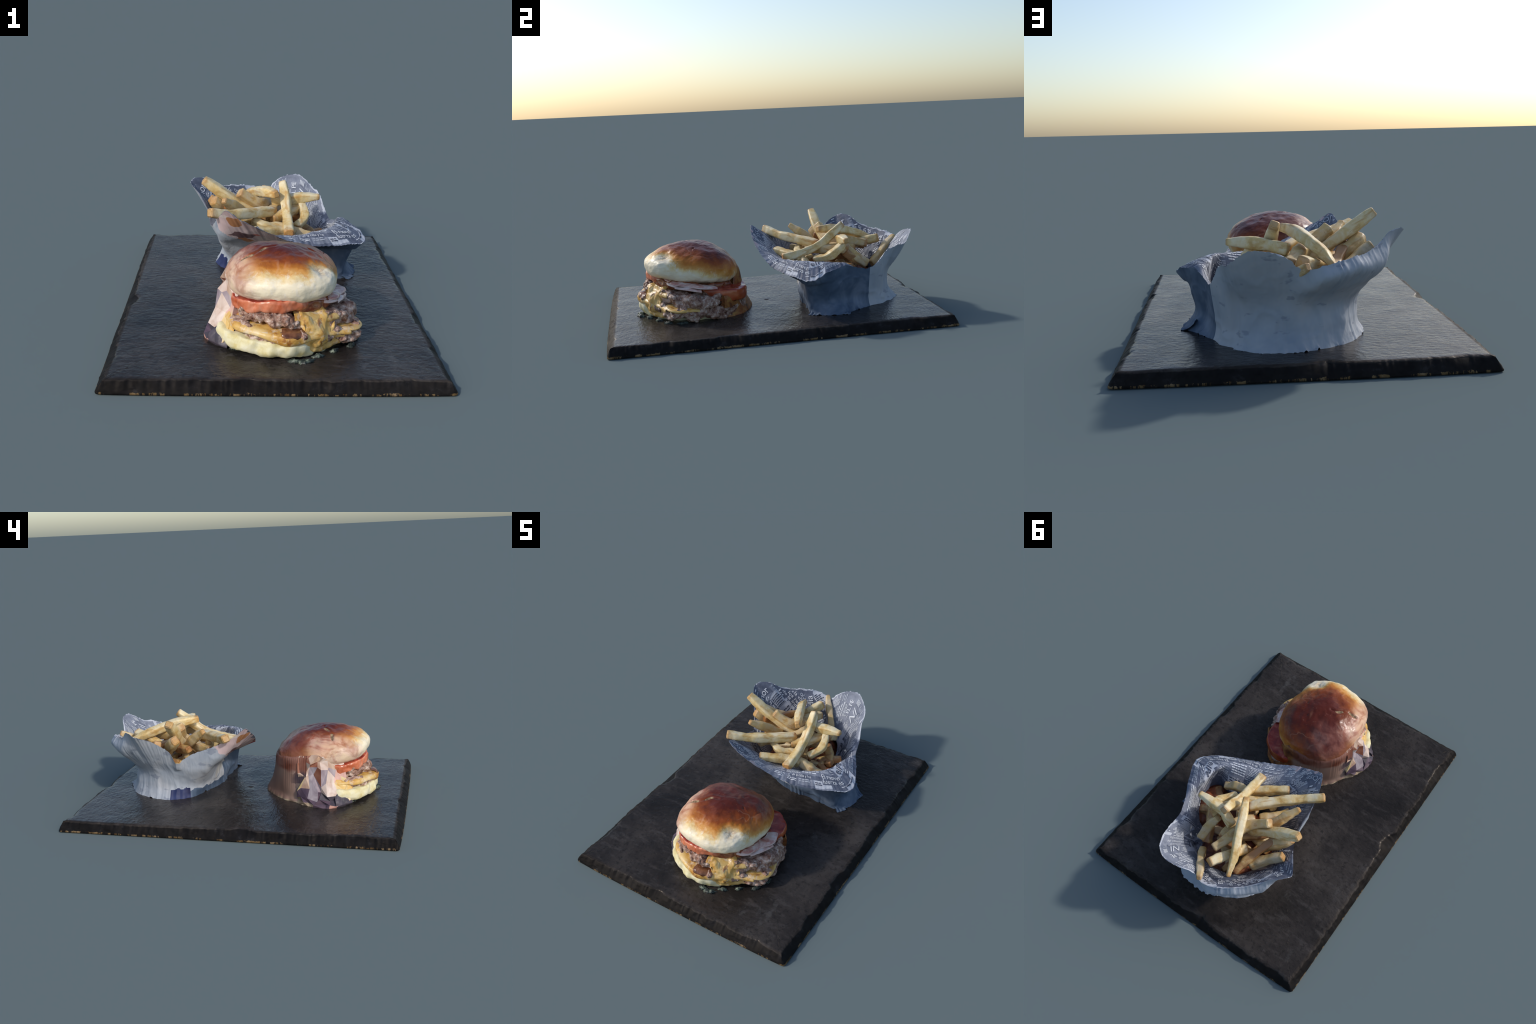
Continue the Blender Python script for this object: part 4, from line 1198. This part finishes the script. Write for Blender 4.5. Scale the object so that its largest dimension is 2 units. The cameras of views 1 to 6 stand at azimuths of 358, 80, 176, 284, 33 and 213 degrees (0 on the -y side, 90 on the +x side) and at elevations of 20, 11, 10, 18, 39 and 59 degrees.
def build_fries():
    pale, gold, dark = fry_material("pale_chip", 0.0), fry_material("golden_chip", 0.28), fry_material("brown_chip", 0.85)

    def fry(pts, w=0.028, h=0.025, mat=pale, twist=0.3, taper=(0.8, 0.8), seed=0):
        r = random.Random(100 + seed)
        n, q = 40, 24
        S = spline_open(pts, n - 4)
        lead = [S[0] + (S[1] - S[0]) * 0.0, S[0] + (S[1] - S[0]) * 0.12, S[0] + (S[1] - S[0]) * 0.45]
        tail = [S[-1] + (S[-2] - S[-1]) * 0.45, S[-1] + (S[-2] - S[-1]) * 0.12, S[-1]]
        S = np.vstack([lead, S[1:-1], tail])
        ends = (S[0], S[-1])
        X = Vector(ends[1] - ends[0]); Lc = X.length; X.normalize()
        Zv = Vector((0, 0, 1))
        if abs(X.z) > 0.95:
            Zv = Vector((0, 1, 0))
        Yv = Zv.cross(X).normalized(); Zv = X.cross(Yv)
        R = np.array([X, Yv, Zv])
        mid = 0.5 * (ends[0] + ends[1])
        loc = (S - mid) @ R.T
        tan = np.gradient(loc, axis=0); tan[0] = tan[3]; tan[1] = tan[3]; tan[2] = tan[3]; tan[-1] = tan[-4]; tan[-2] = tan[-4]; tan[-3] = tan[-4]; tan /= np.linalg.norm(tan, axis=1, keepdims=True)
        up = np.tile([0, 0, 1.0], (n, 1))
        side = np.cross(up, tan); side /= np.linalg.norm(side, axis=1, keepdims=True)
        up = np.cross(tan, side)
        a = np.linspace(0, TAU, q, endpoint=False) + TAU / (2 * q)
        cx = np.sign(np.cos(a)) * np.abs(np.cos(a)) ** 0.45
        cy = np.sign(np.sin(a)) * np.abs(np.sin(a)) ** 0.45
        rings = []
        s = np.concatenate([[0], np.cumsum(np.linalg.norm(np.diff(loc, axis=0), axis=1))])
        L = s[-1]
        s = s / L
        ph = r.uniform(0, 6)
        for k in range(n):
            d0, d1 = s[k] * L, (1 - s[k]) * L
            cap = math.sqrt(max(0.0, 1 - max(0, 1 - d0 / 0.007) ** 2)) * math.sqrt(max(0.0, 1 - max(0, 1 - d1 / 0.007) ** 2))
            cap = 0.72 + 0.28 * cap
            tp = (taper[0] + (1 - taper[0]) * min(1, d0 / 0.10)) * (taper[1] + (1 - taper[1]) * min(1, d1 / 0.10))
            f = cap * tp * (1 + 0.07 * math.sin(s[k] * 7 + ph) + 0.04 * math.sin(s[k] * 17 + ph * 2))
            tw = twist * (s[k] - 0.5) + 0.4 * math.sin(ph)
            c, sn = math.cos(tw), math.sin(tw)
            rings.append(loc[k] + np.outer(w * f * (cx * c - cy * sn), side[k]) + np.outer(h * f * (cx * sn + cy * c), up[k]))
        G = np.stack(rings, 0)
        N = np.cross(np.gradient(G, axis=0), np.roll(G, -1, 1) - np.roll(G, 1, 1))
        N /= np.linalg.norm(N, axis=-1, keepdims=True) + 1e-9
        G = G + N * (0.0022 * fbm(G + seed * 3.7, 30, 3) + 0.003 * fbm(G + seed, 9, 1))[..., None]
        P = G.reshape(-1, 3)
        f = grid_faces(n, q, close_v=True, flip=True).tolist()
        f.append([k for k in range(q)]); f.append([(n - 1) * q + k for k in range(q)][::-1])
        M4 = Matrix(((X.x, Yv.x, Zv.x, mid[0]), (X.y, Yv.y, Zv.y, mid[1]), (X.z, Yv.z, Zv.z, mid[2]), (0, 0, 0, 1)))
        ob = new_object("french_fry", P, f, mat, matrix=M4)
        ob.data.polygons[-1].use_smooth = ob.data.polygons[-2].use_smooth = False
        ob["label"] = "thick cut fried potato chip with browned ends"
        ob["category"] = "french fry"
        return ob

    k = 0
    for pts, w, h, mat, tp in [
        ([(-0.362, 0.394, 0.566), (-0.22, 0.405, 0.465), (-0.066, 0.431, 0.369), (0.02, 0.45, 0.33)], 0.029, 0.028, pale, (0.72, 1)),           # tall one on the left
        ([(-0.318, 0.056, 0.470), (-0.20, 0.135, 0.440), (-0.05, 0.26, 0.418), (0.032, 0.343, 0.400)], 0.027, 0.027, pale, (0.9, 1)),           # long one pointing front left
        ([(0.088, 0.492, 0.530), (0.098, 0.42, 0.475), (0.102, 0.343, 0.415), (0.105, 0.22, 0.365), (0.105, 0.094, 0.346)], 0.028, 0.026, pale, (0.7, 0.95)),   # cross-wise on top
        ([(0.297, 0.458, 0.456), (0.22, 0.459, 0.452), (0.13, 0.460, 0.440), (0.03, 0.50, 0.42)], 0.027, 0.028, pale, (0.55, 1)),               # right pointing
        ([(0.180, 0.475, 0.425), (0.205, 0.42, 0.385), (0.202, 0.364, 0.350), (0.155, 0.285, 0.326)], 0.025, 0.025, pale, (0.8, 0.9)),          # bent one under it
        ([(0.045, 0.338, 0.498), (-0.005, 0.44, 0.488), (-0.054, 0.55, 0.462), (-0.10, 0.65, 0.425), (-0.134, 0.755, 0.384)], 0.024, 0.026, pale, (0.85, 0.45)),  # long one towards the back
        ([(-0.162, 0.392, 0.496), (-0.10, 0.41, 0.448), (-0.041, 0.45, 0.412), (0.0, 0.56, 0.402), (0.040, 0.665, 0.385)], 0.030, 0.030, gold, (0.9, 0.9)),
        ([(-0.002, 0.757, 0.408), (-0.03, 0.69, 0.392), (-0.069, 0.614, 0.370), (-0.10, 0.54, 0.340)], 0.029, 0.028, pale, (0.9, 1)),
        ([(-0.131, 0.70, 0.330), (-0.16, 0.58, 0.365), (-0.20, 0.47, 0.395), (-0.243, 0.385, 0.415)], 0.024, 0.024, dark, (0.6, 0.8)),
        ([(-0.325, 0.488, 0.428), (-0.26, 0.53, 0.38), (-0.18, 0.60, 0.32)], 0.027, 0.028, gold, (0.85, 1)),
        ([(-0.309, 0.378, 0.452), (-0.25, 0.43, 0.40), (-0.16, 0.49, 0.34)], 0.030, 0.034, gold, (0.85, 1)),
        ([(-0.246, 0.217, 0.494), (-0.20, 0.275, 0.447), (-0.168, 0.321, 0.410), (-0.10, 0.37, 0.36)], 0.027, 0.030, gold, (0.6, 1)),
        ([(-0.092, 0.086, 0.360), (-0.01, 0.135, 0.350), (0.067, 0.188, 0.333), (0.14, 0.21, 0.315)], 0.027, 0.026, pale, (0.95, 1)),
        ([(-0.016, 0.866, 0.410), (0.03, 0.80, 0.365), (0.08, 0.74, 0.320), (0.124, 0.667, 0.265)], 0.022, 0.026, gold, (0.6, 1)),
        ([(-0.090, 0.245, 0.375), (-0.02, 0.222, 0.350), (0.057, 0.264, 0.332), (0.12, 0.28, 0.315)], 0.024, 0.024, pale, (0.9, 1)),
        ([(0.120, 0.225, 0.325), (0.20, 0.222, 0.300), (0.28, 0.245, 0.262)], 0.026, 0.028, gold, (0.9, 0.9)),
        ([(0.13, 0.50, 0.400), (0.145, 0.51, 0.372), (0.165, 0.55, 0.33), (0.17, 0.62, 0.28)], 0.028, 0.028, gold, (0.8, 1)),
        ([(0.18, 0.47, 0.37), (0.165, 0.54, 0.32), (0.13, 0.62, 0.27)], 0.026, 0.026, dark, (0.9, 1)),
        ([(0.27, 0.36, 0.25), (0.25, 0.42, 0.25), (0.18, 0.52, 0.27)], 0.027, 0.026, dark, (0.8, 1)),
        ([(-0.20, 0.33, 0.36), (-0.12, 0.42, 0.345), (-0.02, 0.50, 0.335)], 0.027, 0.026, dark, (0.8, 1)),
        ([(-0.03, 0.36, 0.36), (0.03, 0.45, 0.375), (0.05, 0.58, 0.36)], 0.028, 0.027, gold, (0.8, 1)),
        ([(0.02, 0.30, 0.37), (0.08, 0.34, 0.38), (0.15, 0.42, 0.39), (0.18, 0.50, 0.38)], 0.027, 0.027, gold, (0.8, 1)),
        ([(-0.17, 0.20, 0.36), (-0.12, 0.28, 0.355), (-0.05, 0.34, 0.35)], 0.024, 0.024, gold, (0.8, 1)),
        ([(-0.18, 0.52, 0.30), (-0.09, 0.56, 0.325), (0.03, 0.57, 0.33)], 0.025, 0.025, dark, (0.8, 1)),
    ]:
        fry(pts, w, h, mat, twist=0.3 * math.sin(k * 2.1), taper=tp, seed=k)
        k += 1
    rim_r = polar_radius(WAIST, NC)
    # lower layer, packed crosswise against the paper
    r = random.Random(3)
    spots = [(-0.10, 0.28), (0.02, 0.32), (0.14, 0.31), (0.25, 0.31), (0.30, 0.36), (0.22, 0.40), (0.08, 0.40), (-0.06, 0.40), (-0.15, 0.42), (-0.13, 0.52), (-0.03, 0.50), (0.09, 0.51),
             (-0.08, 0.60), (0.0, 0.60)]
    for (x, y) in spots:
        a = r.uniform(0, math.pi)
        L = r.uniform(0.08, 0.115)
        z = 0.262 + r.uniform(-0.03, 0.01) - 0.05 * max(0.0, (x - 0.10) / 0.15) - 0.03 * max(0.0, (y - 0.50) / 0.15)
        dx, dy, dz = L * math.cos(a), L * math.sin(a), r.uniform(-0.03, 0.03)
        for sg in (1, -1):
            ex, ey = x + sg * dx - NC[0], y + sg * dy - NC[1]
            er, mx = math.hypot(ex, ey), 0.80 * float(rim_r(math.atan2(ey, ex)))
            if er > mx:
                x -= ex * (1 - mx / er)
                y -= ey * (1 - mx / er)
        b = r.uniform(-0.015, 0.015)
        fry([(x - dx, y - dy, z - dz), (x - b * math.sin(a), y + b * math.cos(a), z + 0.008), (x + dx, y + dy, z + dz)], r.uniform(0.022, 0.028), r.uniform(0.022, 0.027), r.choice([gold, gold, dark]), twist=r.uniform(-0.4, 0.4), taper=(r.uniform(0.7, 1), r.uniform(0.7, 1)), seed=k)
        k += 1


build_slate()
build_burger()
build_basket()
build_fries()
